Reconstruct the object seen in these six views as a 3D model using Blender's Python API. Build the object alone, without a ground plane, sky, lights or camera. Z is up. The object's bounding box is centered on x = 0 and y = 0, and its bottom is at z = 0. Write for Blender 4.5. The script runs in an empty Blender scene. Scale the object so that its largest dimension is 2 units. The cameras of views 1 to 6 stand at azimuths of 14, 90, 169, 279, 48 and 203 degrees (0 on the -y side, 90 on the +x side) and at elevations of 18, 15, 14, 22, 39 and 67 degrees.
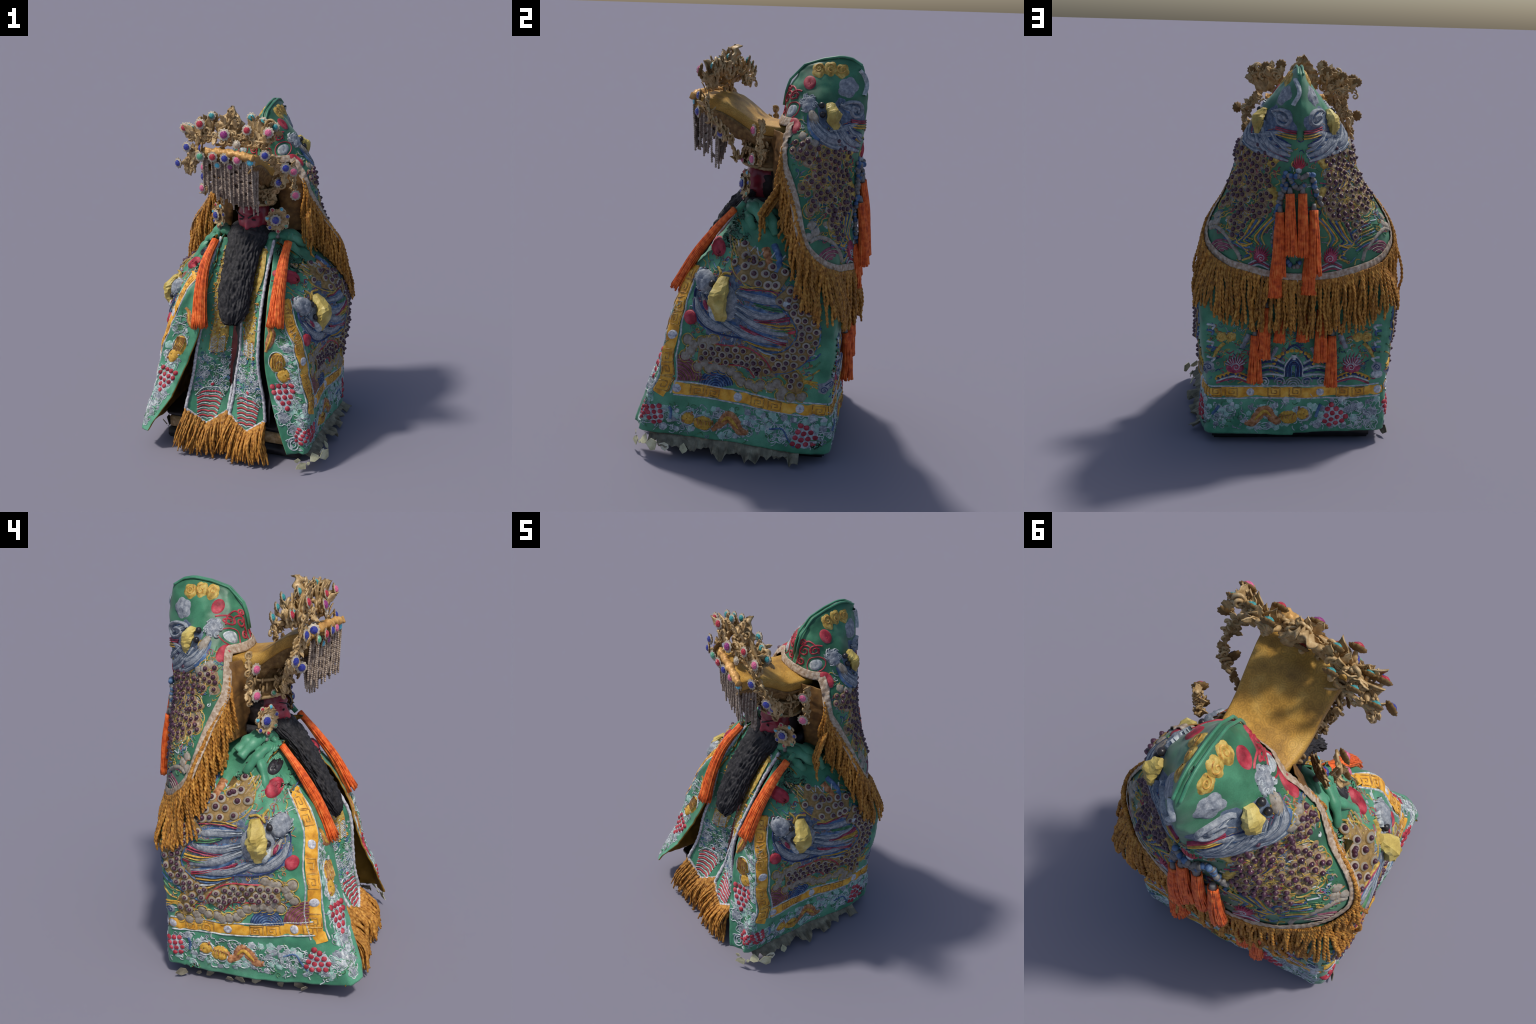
# Enthroned deity figure in an embroidered hooded robe with a beaded board crown.
# Everything is authored in the figure's own frame: +x its left-hand side, -y its front, z up;
# the root empty turns the whole figure by FACING about z.
import bpy, bmesh, math, random
import numpy as np
from mathutils import Vector, Matrix, noise
from mathutils.bvhtree import BVHTree
from mathutils.geometry import delaunay_2d_cdt

FACING = math.radians(-6.5)
rng = random.Random(11)

# ------------------------------------------------------------------ helpers
def lin(c):
    c = c / 255.0
    return c / 12.92 if c <= 0.04045 else ((c + 0.055) / 1.055) ** 2.4

def rgb(r, g, b):
    return (lin(r), lin(g), lin(b), 1.0)

def interp(z, zs, vs):
    return float(np.interp(z, zs, vs))

def smooth_table(zs, vs):
    """Catmull-Rom interpolation through a small table, zs increasing."""
    zs = list(zs); vs = list(vs)
    def f(z):
        if z <= zs[0]: return vs[0]
        if z >= zs[-1]: return vs[-1]
        i = max(j for j in range(len(zs) - 1) if zs[j] <= z)
        t = (z - zs[i]) / (zs[i + 1] - zs[i])
        m = []
        for k in (i, i + 1):
            a = max(k - 1, 0); b = min(k + 1, len(zs) - 1)
            m.append((vs[b] - vs[a]) / (zs[b] - zs[a]) * (zs[i + 1] - zs[i]))
        t2, t3 = t * t, t * t * t
        return (2*t3 - 3*t2 + 1)*vs[i] + (t3 - 2*t2 + t)*m[0] + (-2*t3 + 3*t2)*vs[i+1] + (t3 - t2)*m[1]
    return f

def spline(pts, n):
    """n points evenly spaced along a Catmull-Rom curve through pts."""
    P = [Vector(p) for p in pts]
    if len(P) == 2:
        return [P[0].lerp(P[1], i / (n - 1)) for i in range(n)]
    dense = []
    for i in range(len(P) - 1):
        p0 = P[i - 1] if i else P[i] * 2 - P[i + 1]
        p1, p2 = P[i], P[i + 1]
        p3 = P[i + 2] if i + 2 < len(P) else P[i + 1] * 2 - P[i]
        for k in range(16):
            t = k / 16
            dense.append(0.5 * ((2*p1) + (p2 - p0)*t + (2*p0 - 5*p1 + 4*p2 - p3)*t*t + (3*p1 - p0 - 3*p2 + p3)*t**3))
    dense.append(P[-1])
    L = [0.0]
    for a, b in zip(dense, dense[1:]): L.append(L[-1] + (b - a).length)
    out = []; j = 0
    for i in range(n):
        s = L[-1] * i / (n - 1)
        while j < len(L) - 2 and L[j + 1] < s: j += 1
        d = L[j + 1] - L[j]
        out.append(dense[j].lerp(dense[j + 1], (s - L[j]) / d if d > 1e-9 else 0))
    return out

def fbm(p, scale, octaves=3, seed=0.0):
    return noise.fractal(Vector(p) * scale + Vector((seed, seed * 1.7, -seed)), 0.9, 2.0, octaves)

# ------------------------------------------------------------------ materials
def material(name, base, dark=None, light=None, scale=18.0, rough=0.6, metal=0.0, bump=0.25, grain=220.0,
             sheen=0.0, spec=0.4, coat=0.0, contrast=0.5, vary=0.0, brocade=0.0):
    """Cloth / paint / metal: a base colour mottled toward a darker and a lighter neighbour, fine grain bump."""
    m = bpy.data.materials.new(name); m.use_nodes = True
    nt = m.node_tree; N = nt.nodes; L = nt.links
    b = N["Principled BSDF"]
    dark = dark or tuple(c * 0.62 for c in base[:3]) + (1,)
    light = light or tuple(min(1, c * 1.25 + 0.01) for c in base[:3]) + (1,)
    tc = N.new("ShaderNodeTexCoord")
    n1 = N.new("ShaderNodeTexNoise"); n1.inputs["Scale"].default_value = scale; n1.inputs["Detail"].default_value = 5
    L.new(tc.outputs["Object"], n1.inputs["Vector"])
    r = N.new("ShaderNodeValToRGB"); e = r.color_ramp.elements
    e[0].position = 0.5 - 0.28 * contrast - 0.06; e[0].color = dark
    e[1].position = 0.5 + 0.28 * contrast + 0.06; e[1].color = light
    mid = e.new(0.5); mid.color = base
    L.new(n1.outputs["Fac"], r.inputs["Fac"])
    n2 = N.new("ShaderNodeTexNoise"); n2.inputs["Scale"].default_value = grain; n2.inputs["Detail"].default_value = 2
    L.new(tc.outputs["Object"], n2.inputs["Vector"])
    mx = N.new("ShaderNodeMix"); mx.data_type = 'RGBA'; mx.blend_type = 'OVERLAY'
    mx.inputs["Factor"].default_value = 0.25
    L.new(r.outputs["Color"], mx.inputs["A"]); L.new(n2.outputs["Fac"], mx.inputs["B"])
    out = mx.outputs["Result"]
    if brocade:      # woven roundels: concentric rings round scattered centres
        vo = N.new("ShaderNodeTexVoronoi"); vo.inputs["Scale"].default_value = brocade
        L.new(tc.outputs["Object"], vo.inputs["Vector"])
        ma = N.new("ShaderNodeMath"); ma.operation = 'MULTIPLY'; ma.inputs[1].default_value = 26.0; L.new(vo.outputs["Distance"], ma.inputs[0])
        si = N.new("ShaderNodeMath"); si.operation = 'SINE'; L.new(ma.outputs[0], si.inputs[0])
        mr = N.new("ShaderNodeMapRange"); mr.inputs["From Min"].default_value = -1; L.new(si.outputs[0], mr.inputs["Value"])
        mr.inputs["To Min"].default_value = .55; mr.inputs["To Max"].default_value = 1.1
        m2 = N.new("ShaderNodeMix"); m2.data_type = 'RGBA'; m2.blend_type = 'MULTIPLY'; m2.inputs["Factor"].default_value = .38
        L.new(out, m2.inputs["A"]); L.new(mr.outputs["Result"], m2.inputs["B"]); out = m2.outputs["Result"]
    if vary:         # each repeat a little lighter or darker
        oi = N.new("ShaderNodeObjectInfo"); mr = N.new("ShaderNodeMapRange"); L.new(oi.outputs["Random"], mr.inputs["Value"])
        mr.inputs["To Min"].default_value = 1 - vary; mr.inputs["To Max"].default_value = 1 + vary * .5
        m2 = N.new("ShaderNodeMix"); m2.data_type = 'RGBA'; m2.blend_type = 'MULTIPLY'; m2.inputs["Factor"].default_value = 1
        L.new(out, m2.inputs["A"]); L.new(mr.outputs["Result"], m2.inputs["B"]); out = m2.outputs["Result"]
    L.new(out, b.inputs["Base Color"])
    bp = N.new("ShaderNodeBump"); bp.inputs["Strength"].default_value = bump; bp.inputs["Distance"].default_value = 0.002
    L.new(n2.outputs["Fac"], bp.inputs["Height"]); L.new(bp.outputs["Normal"], b.inputs["Normal"])
    b.inputs["Roughness"].default_value = rough; b.inputs["Metallic"].default_value = metal
    b.inputs["Specular IOR Level"].default_value = spec
    b.inputs["Sheen Weight"].default_value = sheen; b.inputs["Coat Weight"].default_value = coat
    return m

M = {}
M["green"]  = material("green_satin", rgb(66,134,102), rgb(46,106,80), rgb(96,162,130), 7, 0.45, bump=0.15, sheen=0.15)
M["green_hood"] = material("green_satin_hood", rgb(52,110,80), rgb(34,82,58), rgb(74,138,104), 7, 0.45, bump=0.15, sheen=0.15)
M["lining"] = material("ochre_lining", rgb(150,112,34), scale=14, rough=0.8)
M["lining_dark"] = material("gold_brown_lining", rgb(112,78,36), rgb(68,46,22), rgb(150,110,56), 26, 0.75, contrast=.9)
M["gold_silk"] = material("gold_silk", rgb(222,160,46), rgb(178,116,30), rgb(240,190,84), 22, 0.5)
M["fret"]   = material("fret_thread", rgb(196,146,62), rgb(140,94,40), rgb(226,188,110), 60, 0.55)
M["silver"] = material("silver_thread", rgb(186,186,192), rgb(128,128,140), rgb(222,222,224), 70, 0.55)
M["trim"]   = material("woven_trim", rgb(172,152,132), rgb(136,112,90), rgb(196,184,170), 60, 0.85, bump=.6)
M["rope"]   = material("gold_rope", rgb(178,120,44), rgb(120,74,24), rgb(208,156,74), 60, 0.65, bump=0.4, vary=.3)
M["orange"] = material("orange_silk", rgb(226,98,34), rgb(176,62,20), rgb(244,132,62), 40, 0.6, bump=0.4)
M["hair"] = material("dark_hair", rgb(40,30,28), scale=40, rough=.6)
M["beard"]  = material("black_hair", rgb(38,37,40), rgb(20,20,23), rgb(56,54,56), 60, 0.7, bump=0.5)
M["face"]   = material("red_lacquer", rgb(142,36,52), rgb(108,22,36), rgb(168,62,78), 12, 0.35, coat=0.3, bump=0.05)
M["brow"]   = material("black_lacquer", rgb(26,20,22), scale=20, rough=0.4)
M["gold"]   = material("aged_gold", rgb(180,150,104), rgb(118,90,56), rgb(214,190,148), 45, 0.5, metal=0.1, contrast=0.9)
M["gold_board"] = material("gold_brocade", rgb(190,144,62), rgb(126,92,42), rgb(218,178,96), 12, 0.55, contrast=0.9, brocade=34, bump=.5)
M["black"]  = material("black_lacquer_base", rgb(26,26,30), scale=20, rough=0.4)
M["dark_red"] = material("dark_red_lacquer", rgb(70,16,16), scale=20, rough=0.5)

M["scrap"] = material("grey_lining", rgb(128,122,104), rgb(84,78,66), rgb(170,164,140), 24, .8, contrast=.9)
M["scrap_pale"] = material("pale_lining", rgb(202,198,160), rgb(150,146,120), rgb(226,222,206), 14, .8)
M["pewter"] = material("pewter", rgb(120,116,112), scale=30, rough=0.5, metal=0.2)
M["gold_dark"] = material("dull_gold_relief", rgb(128,98,56), rgb(70,50,30), rgb(170,140,90), 50, 0.55, metal=0.2, contrast=1.0, bump=0.5)
M["gold_tan"] = material("tan_gold", rgb(196,148,82), rgb(142,98,50), rgb(222,180,116), 30, 0.5, metal=0.15, contrast=0.8)
M["bezel"] = material("pale_gold_bezel", rgb(190,178,158), rgb(128,112,92), rgb(224,216,202), 60, 0.45, metal=0.15)
M["beads"] = material("glass_beads", rgb(156,138,120), rgb(104,88,74), rgb(196,180,162), 60, 0.4)
M["thread"] = material("brown_thread", rgb(122,106,94), rgb(86,72,64), rgb(158,142,128), 50, 0.7)
for _n, _c in dict(red=(176,30,50), pink=(206,96,136), purple=(140,36,112), blue=(36,46,140), cyan=(74,184,208), teal=(56,146,150), green=(84,160,124)).items():
    M["gem_" + _n] = material("gem_" + _n, rgb(*_c), scale=60, rough=0.15, coat=0.6, spec=0.6, bump=0.0)

# ------------------------------------------------------------------ object making
root = bpy.data.objects.new("deity_figure", None)
bpy.context.scene.collection.objects.link(root)
root.rotation_euler = (0, 0, FACING)
root["label"] = "enthroned red-faced bearded deity in green embroidered hooded robe"
root["category"] = "deity statue"

def link(o, parent=None):
    bpy.context.scene.collection.objects.link(o)
    while parent and parent.parent and parent.parent != root: parent = parent.parent      # thing > part > sub-part
    o.parent = parent or root
    return o

def mesh_data(name, verts, faces, mats, smooth=True, midx=None):
    me = bpy.data.meshes.new(name)
    me.from_pydata([tuple(v) for v in verts], [], faces)
    for m in (mats if isinstance(mats, (list, tuple)) else [mats]): me.materials.append(m)
    if midx: me.polygons.foreach_set("material_index", midx)
    if smooth: me.polygons.foreach_set("use_smooth", [True] * len(me.polygons))
    me.update()
    return me

def add(name, verts, faces, mats, parent=None, smooth=True, midx=None, stuff=False):
    o = link(bpy.data.objects.new(name, mesh_data(name, verts, faces, mats, smooth, midx)), parent)
    if stuff: o["kind"] = "stuff"
    return o

class Pile:
    """Collects loose geometry of one kind into one mesh."""
    def __init__(self): self.v = []; self.f = []
    def add(self, vf):
        k = len(self.v); self.v += vf[0]; self.f += [tuple(i + k for i in f) for f in vf[1]]
    def make(self, name, mats, parent=None, smooth=True, stuff=True):
        return add(name, self.v, self.f, mats, parent, smooth, stuff=stuff)

def grid_faces(rows, cols, wrap=False):
    F = []
    for i in range(rows - 1):
        for j in range(cols if wrap else cols - 1):
            k = (j + 1) % cols
            F.append((i*cols + j, i*cols + k, (i+1)*cols + k, (i+1)*cols + j))
    return F

def frames(path):
    """tangent, side, up frames carried along a path"""
    T = []
    n = len(path)
    for i in range(n):
        t = path[min(i + 1, n - 1)] - path[max(i - 1, 0)]
        T.append(t.normalized() if t.length > 1e-9 else Vector((0, 0, -1)))
    u = T[0].orthogonal().normalized(); out = []
    for t in T:
        u = (u - t * u.dot(t)); u = u.normalized() if u.length > 1e-6 else t.orthogonal().normalized()
        out.append((t, u, t.cross(u)))
    return out

def tube(path, radius, sides=8, lobes=None, flat=1.0, cap=True):
    """Tube along path; radius(t) callable or number; lobes=(count, depth, twist per metre) for twisted cord."""
    path = [Vector(p) for p in path]; fr = frames(path); V = []; n = len(path); s = 0.0
    for i, (p, (t, u, w)) in enumerate(zip(path, fr)):
        if i: s += (p - path[i - 1]).length
        r = radius(i / (n - 1)) if callable(radius) else radius
        for k in range(sides):
            a = 2 * math.pi * k / sides
            rr = r
            if lobes: rr *= 1 + lobes[1] * math.cos(lobes[0] * a + s * lobes[2])
            V.append(p + u * (rr * math.cos(a)) + w * (rr * flat * math.sin(a)))
    F = grid_faces(n, sides, True)
    if cap:
        F.append(tuple(range(sides - 1, -1, -1))); F.append(tuple((n - 1) * sides + k for k in range(sides)))
    return V, F

def blob(center, rad, seg=16, rings=10, rough=0.0, nscale=20, seed=0.0):
    c = Vector(center); rad = Vector(rad) if hasattr(rad, "__len__") else Vector((rad,)*3); V = []
    for i in range(rings + 1):
        th = math.pi * i / rings
        for j in range(seg):
            ph = 2 * math.pi * j / seg
            d = Vector((math.sin(th)*math.cos(ph), math.sin(th)*math.sin(ph), math.cos(th)))
            k = 1 + (rough * fbm(d, nscale * 0.1, 3, seed + c.x * 9) if rough else 0)
            V.append(c + Vector((d.x*rad.x, d.y*rad.y, d.z*rad.z)) * k)
    return V, grid_faces(rings + 1, seg, True)

# ------------------------------------------------------------------ robe surface
RZ   = [.06, .20, .33, .45, .58, .70, .82, .93, 1.02, 1.10, 1.17, 1.225]
# half-outline tables, one column per height: front edge, front crease, widest side, back
OUTLINE = {
  1: dict(edge_x=[.425, .355, .300, .255, .218, .205, .200, .190, .180, .175, .165, .150],
          edge_y=[-.575, -.535, -.495, -.457, -.420, -.385, -.345, -.280, -.205, -.150, -.100, -.060],
          crease_x=[.490, .492, .490, .458, .426, .388, .345, .298, .290, .262, .215, .170],
          crease_y=[-.490, -.450, -.420, -.378, -.361, -.338, -.308, -.258, -.175, -.110, -.050, -.020],
          side_x=[.475, .468, .458, .455, .464, .470, .465, .445, .390, .320, .250, .195],
          haunch_x=[.482, .478, .478, .486, .502, .510, .508, .478, .410, .325, .255, .190],
          back_y=[.458, .457, .448, .450, .458, .460, .456, .438, .400, .350, .300, .250]),
 -1: dict(edge_x=[.515, .432, .350, .302, .254, .215, .205, .195, .185, .175, .165, .150],
          edge_y=[-.575, -.540, -.478, -.430, -.388, -.350, -.325, -.270, -.205, -.150, -.100, -.060],
          crease_x=[.540, .525, .505, .488, .474, .432, .386, .338, .312, .275, .225, .170],
          crease_y=[-.450, -.410, -.362, -.338, -.316, -.296, -.280, -.240, -.150, -.090, -.040, -.010],
          side_x=[.522, .520, .515, .512, .514, .508, .498, .468, .410, .330, .255, .195],
          haunch_x=[.518, .518, .518, .522, .530, .534, .528, .494, .420, .330, .255, .190],
          back_y=[.458, .457, .448, .450, .458, .460, .456, .438, .400, .350, .300, .250])}
OUT = {sg: {k: smooth_table(RZ, v) for k, v in t.items()} for sg, t in OUTLINE.items()}
SEG = [26, 44, 60, 34, 60]          # columns: edge-crease, crease-side, side-back corner, corner, half back
def robe_half(z, sign):
    """control polyline of one half of the robe's plan outline at height z: front edge, crease, side, back"""
    t = OUT[sign]
    ex, ey, cx, cy, sx, hx, by = (t[k](z) for k in ("edge_x", "edge_y", "crease_x", "crease_y", "side_x", "haunch_x", "back_y"))
    r = interp(z, [0, .75, .92, 1.1], [.10, .10, .19, .16])
    q = hx - .012
    P = [(ex, ey), (cx, cy), (sx, -0.02), (hx, by - r * 2.2), (q, by - r), (q - r * 0.12, by - r * .35), (q - r * .4, by - r * .08), (q - r*1.1, by), (0, by + .008)]
    if sign < 0:      # this flap bellies outward between its edge and the crease
        f = .034 * max(0, min(1, (.62 - z) / .3)); d = Vector((cy - ey, ex - cx)).normalized(); d = d if d.x > 0 else -d
        P.insert(1, ((ex + cx) / 2 + d.x * f, (ey + cy) / 2 + d.y * f))
    else: P.insert(1, ((ex + cx) / 2, (ey + cy) / 2))
    return [Vector((sign * p[0], p[1], 0)) for p in P]

def robe_row(z):
    row = []
    for sign in (1, -1):
        P = robe_half(z, sign)
        pts = spline(P, 240)
        # nearest parameter of key points keeps columns lined up between heights
        keys = [0, 2, 3, 5, 8, 9]; pos = []
        for k in keys:
            pos.append(min(range(240), key=lambda i: (pts[i] - P[k]).length_squared))
        half = []
        for (a, b), n in zip(zip(pos, pos[1:]), SEG):
            for i in range(n):
                t = a + (b - a) * i / n; j = int(t)
                half.append(pts[j].lerp(pts[min(j + 1, 239)], t - j))
        half.append(pts[-1])
        row.append(half)
    return row[0] + row[1][::-1][1:]

NCOL = 2 * sum(SEG) + 1
HALF = sum(SEG)
def hem_height(j):
    """height of the hem along the columns: lifted at the flap tips, lowest at the back"""
    k = min(j, NCOL - 1 - j)
    if j > HALF:
        return interp(k, [0, 26, 70, 130, HALF], [.125, .095, .055, .075, .06])
    return interp(k, [0, 26, 70, 130, HALF], [.125, .118, .085, .055, .05])

ZROWS = 150
robe_grid = []
ztop = 1.225
rows_at = [robe_row(z) for z in np.linspace(.05, ztop, 80)]
def robe_point(j, z):
    t = (z - .05) / (ztop - .05) * 79; t = max(0, min(78.999, t)); i = int(t)
    p = rows_at[i][j].lerp(rows_at[i + 1][j], t - i)
    return Vector((p.x, p.y, z))
for i in range(ZROWS):
    t = i / (ZROWS - 1)
    row = []
    for j in range(NCOL):
        z0 = hem_height(j)
        z = z0 + (ztop - z0) * t
        row.append(robe_point(j, z))
    robe_grid.append(row)
# soft folds, strongest on the shoulders and along the hem
for i in range(ZROWS):
    for j in range(NCOL):
        p = robe_grid[i][j]
        a = robe_grid[i][max(j - 1, 0)]; b = robe_grid[i][min(j + 1, NCOL - 1)]
        n = Vector((b.y - a.y, a.x - b.x, 0)); n = n.normalized() if n.length > 1e-9 else Vector((0, 1, 0))
        n = n if n.dot(Vector((p.x, p.y, 0))) > 0 else -n
        amp = .009 + .016 * max(0, (p.z - .93)) / .3 + .006 * max(0, .25 - p.z) / .2
        w = fbm((p.x, p.y, p.z * 1.6), 5, 3, 3.0) * amp + .004 * math.sin(p.y * 30 + p.z * 6 + 2 * fbm(p, 3, 2, 8)) * max(0, 1 - abs(p.z - .12) / .15)
        w += .0035 * fbm((p.x, p.y, p.z * .6), 22, 2, 13.0)
        robe_grid[i][j] = p + n * w
RV = [p for r in robe_grid for p in r]
RF = grid_faces(ZROWS, NCOL)
robe_bvh = BVHTree.FromPolygons(RV, RF)
def doubled(V, F, rows, cols, inward):
    """second skin inside the first, closed along the border: real cloth thickness with its own lining material"""
    n = len(V); W = list(V) + [inward(p) for p in V]
    G = list(F) + [tuple(n + k for k in reversed(f)) for f in F]; mi = [0] * len(F) + [1] * len(F)
    rim = list(range(cols)) + [i * cols + cols - 1 for i in range(1, rows)] + [(rows - 1) * cols + j for j in range(cols - 2, -1, -1)] + [i * cols for i in range(rows - 2, 0, -1)]
    for a, b in zip(rim, rim[1:] + rim[:1]): G.append((b, a, a + n, b + n)); mi.append(1)
    return W, G, mi
V, F, mi = doubled(RV, RF, ZROWS, NCOL, lambda p: p + Vector((-p.x, .05 - p.y, 0)).normalized() * (.009 if p.z < 1.0 else .004) + Vector((0, 0, -.012 if p.z > 1.0 else 0)))
robe = add("robe", V, F, [M["green"], M["lining"]], midx=mi)

# ------------------------------------------------------------------ mantle surface (hood and cape in one)
MZ = [.86, 1.0, 1.05, 1.10, 1.15, 1.20, 1.25, 1.34, 1.43, 1.58, 1.65, 1.77, 1.85, 1.90, 1.935, 1.957]
MW = smooth_table(MZ, [.515, .510, .512, .506, .488, .456, .418, .360, .325, .278, .222, .146, .085, .048, .027, .006])
MFRONT = smooth_table([.86, 1.3, 1.60, 1.69, 1.78, 1.838, 1.914, 1.944, 1.957], [-.1, .0, .092, .125, .131, .148, .22, .31, .385])
MBACK = smooth_table([.86, 1.0, 1.3, 1.50, 1.62, 1.73, 1.80, 1.918, 1.95, 1.957], [.515, .512, .508, .515, .528, .525, .521, .503, .45, .41])
MCX = smooth_table([.9, 1.25, 1.45, 1.7, 1.957], [-.024, -.020, .0, .012, .016])
TRIM_Y = smooth_table([.90, .915, .93, .96, .975, 1.01, 1.053, 1.10, 1.153, 1.21, 1.25, 1.326, 1.40, 1.475, 1.552, 1.62, 1.66],
                      [.54, .525, .51, .475, .435, .379, .333, .290, .265, .248, .240, .216, .185, .155, .128, .100, .07])
def mantle_xy(phi, z):
    """closed plan outline at height z; phi = 0 at the back, +-pi at the front"""
    f, b, w = MFRONT(z), MBACK(z), MW(z)
    cy = f + (b - f) * interp(z, [.9, 1.3, 1.5, 1.8, 1.95], [.42, .46, .44, .44, .55])
    s, c = math.sin(phi), math.cos(phi)
    e = interp(z, [.95, 1.1, 1.3, 1.45, 1.55, 1.8, 1.95], [2.3, 2.0, 1.7, 1.5, 1.42, 1.42, 1.7])
    if s < 0: e -= interp(z, [1.3, 1.5, 1.8, 1.9], [0, .15, .15, 0])
    if c < 0: e = interp(z, [1.0, 1.4, 1.5, 1.6, 1.75, 1.95], [2.6, 2.5, 2.4, 2.2, 2.0, 1.9])
    k = (abs(s) ** e + abs(c) ** e) ** (-1 / e)
    x = w * s * k
    y = cy + (b - cy if c > 0 else cy - f) * c * k
    return x + MCX(z), y

MC, MR = 241, 150
mantle_cols = []
for j in range(MC):
    phi = math.pi * (2 * j / (MC - 1) - 1) * .999
    ze = None
    z = 1.95
    while z > .88:
        x, y = mantle_xy(phi, z)
        lim = TRIM_Y(z)
        if z < 1.66 and y < lim: break
        if abs(phi) > 2.15 and z < 1.648: break
        z -= .002
    if abs(phi) < 1.9:
        # bottom hem: curve sinks toward the middle of the back
        x, y = mantle_xy(phi, z)
        z = max(z, .915 + .13 * min(1, abs(x) / .5) ** 3)
    mantle_cols.append((phi, z))
# smooth the hem line a little
zz = [c[1] for c in mantle_cols]
for _ in range(10): zz = [zz[0]] + [(zz[i-1] + 2*zz[i] + zz[i+1]) / 4 for i in range(1, MC - 1)] + [zz[-1]]
MV = []
for i in range(MR):
    t = i / (MR - 1)
    for j in range(MC):
        phi = mantle_cols[j][0]
        z = 1.957 - (1.957 - zz[j]) * (t ** 1.25 if t < 1 else 1)
        x, y = mantle_xy(phi, z)
        d = Vector((x, y - .3, 0)); d = d.normalized() if d.length > 1e-6 else Vector((0, 0, 1))
        amp = .010 + .012 * max(0, z - 1.5) * 2
        w = fbm((x, y, z), 6, 3, 21.0) * amp * min(1, (1.957 - z) / .05)
        MV.append(Vector((x, y, z)) + d * w)
MF = grid_faces(MR, MC)
mantle = add("mantle", MV, MF, [M["green_hood"], M["lining"]])
mantle_bvh = BVHTree.FromPolygons(MV, MF)
sol = mantle.modifiers.new("cloth", 'SOLIDIFY'); sol.thickness = .008; sol.offset = -1; sol.material_offset = 1

trim_path = [MV[(MR - 1) * MC + j] for j in range(MC)]
trim_line = spline(trim_path[::3], 420)
def outward(p):
    """outward normal of the mantle near p"""
    h = mantle_bvh.find_nearest(p)
    n = h[1]
    d = Vector((p.x, p.y - .2, 0))
    return n if n.dot(d) > 0 else -n
TV = []
for i, p in enumerate(trim_line):
    n = outward(p); t = (trim_line[min(i+1, 419)] - trim_line[max(i-1, 0)]).normalized()
    up = n.cross(t).normalized()
    if up.z < 0: up = -up
    up = (up + Vector((0, .0, .15))).normalized()
    for k in range(7):
        a = (k - 3) / 3
        TV.append(p + up * (a * .023) + n * (.0065 + .002 * (1 - a * a) + .0012 * ((i // 2) % 2)))
add("trim", TV, grid_faces(420, 7), M["trim"]).modifiers.new("weave", 'SOLIDIFY').thickness = .003

# lining gathered from the hood's edge in to the back of the hat
for sx in (1, -1):
    rowp = [p for p in trim_line if p.x * sx > 0 and 1.22 < p.z < 1.605 and p.y < .27]
    rowp.sort(key=lambda p: -p.z); V = []
    for i, p in enumerate(rowp):
        inner = Vector((sx * interp(p.z, [1.22, 1.4, 1.6], [.17, .14, .10]), interp(p.z, [1.22, 1.6], [.095, .075]), p.z + .01))
        for k in range(9):
            t = k / 8; q = p.lerp(inner, t)
            V.append(q + Vector((0, -.012 * math.sin(math.pi * t) + .012 * fbm((p.z, t * .3, sx), 14, 3, 3.0), .0)))
    add("hood_lining", V, grid_faces(len(rowp), 9), M["lining_dark"]).modifiers.new("cloth", 'SOLIDIFY').thickness = .005

# ------------------------------------------------------------------ rope fringe hanging from the trim
def push_out(p, bvh, gap):
    h = bvh.find_nearest(p)
    q, n = h[0], h[1]
    o = Vector((q.x, q.y - .05, 0))
    if n.dot(o) < 0: n = -n
    d = (p - q).dot(n)
    return p + n * (gap - d) if d < gap else p

def hang(start, out, length, step=.006, gap=.012, sway=0.0, seed=0.0):
    pts = [start]; p = start.copy(); v = out * .2 + Vector((0, 0, -1)); s = 0
    while s < length:
        v = v.lerp(Vector((0, 0, -1)), .12).normalized()
        q = p + v * step + Vector((fbm((s * 1.2, seed, 0), 9, 2), fbm((s * 1.2, seed, 9), 9, 2), 0)) * sway * step
        q = push_out(q, robe_bvh, gap)
        pts.append(q); s += step; p = q
    return pts
n_rope = 430; made = 0; spare = Pile()
order = list(range(n_rope)); random.Random(8).shuffle(order)
for k in order:
    t = (k + .5 + rng.uniform(-.3, .3)) / n_rope
    if rng.random() < .08: continue
    i = int(t * 419); p = trim_line[i]; n = outward(p)
    if p.z > 1.555: continue
    L = .285 * rng.uniform(.9, 1.1)
    if p.z > 1.45: L *= .85
    sd = max(0, min(1, (abs(p.x) - .3) / .12))
    path = hang(p + n * (.006 + .014 * sd) + Vector((0, -.006 * max(0, min(1, (p.z - 1.1) / .3)), -.012)), n, L, gap=.016 + rng.uniform(0, .008) + .004 * sd, sway=.45, seed=k * 3.3)
    r = rng.uniform(.0056, .0076)
    path = spline(path[::3], 100)
    V, F = tube(path, lambda u, r=r: r * (1 if u < .95 else 1 - (u - .95) * 8), 9, lobes=(2, .30, 280))
    if made < 285: add("rope", V, F, M["rope"]); made += 1
    else: spare.add((V, F))

spare.make("rope_fringe", M["rope"])

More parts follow.
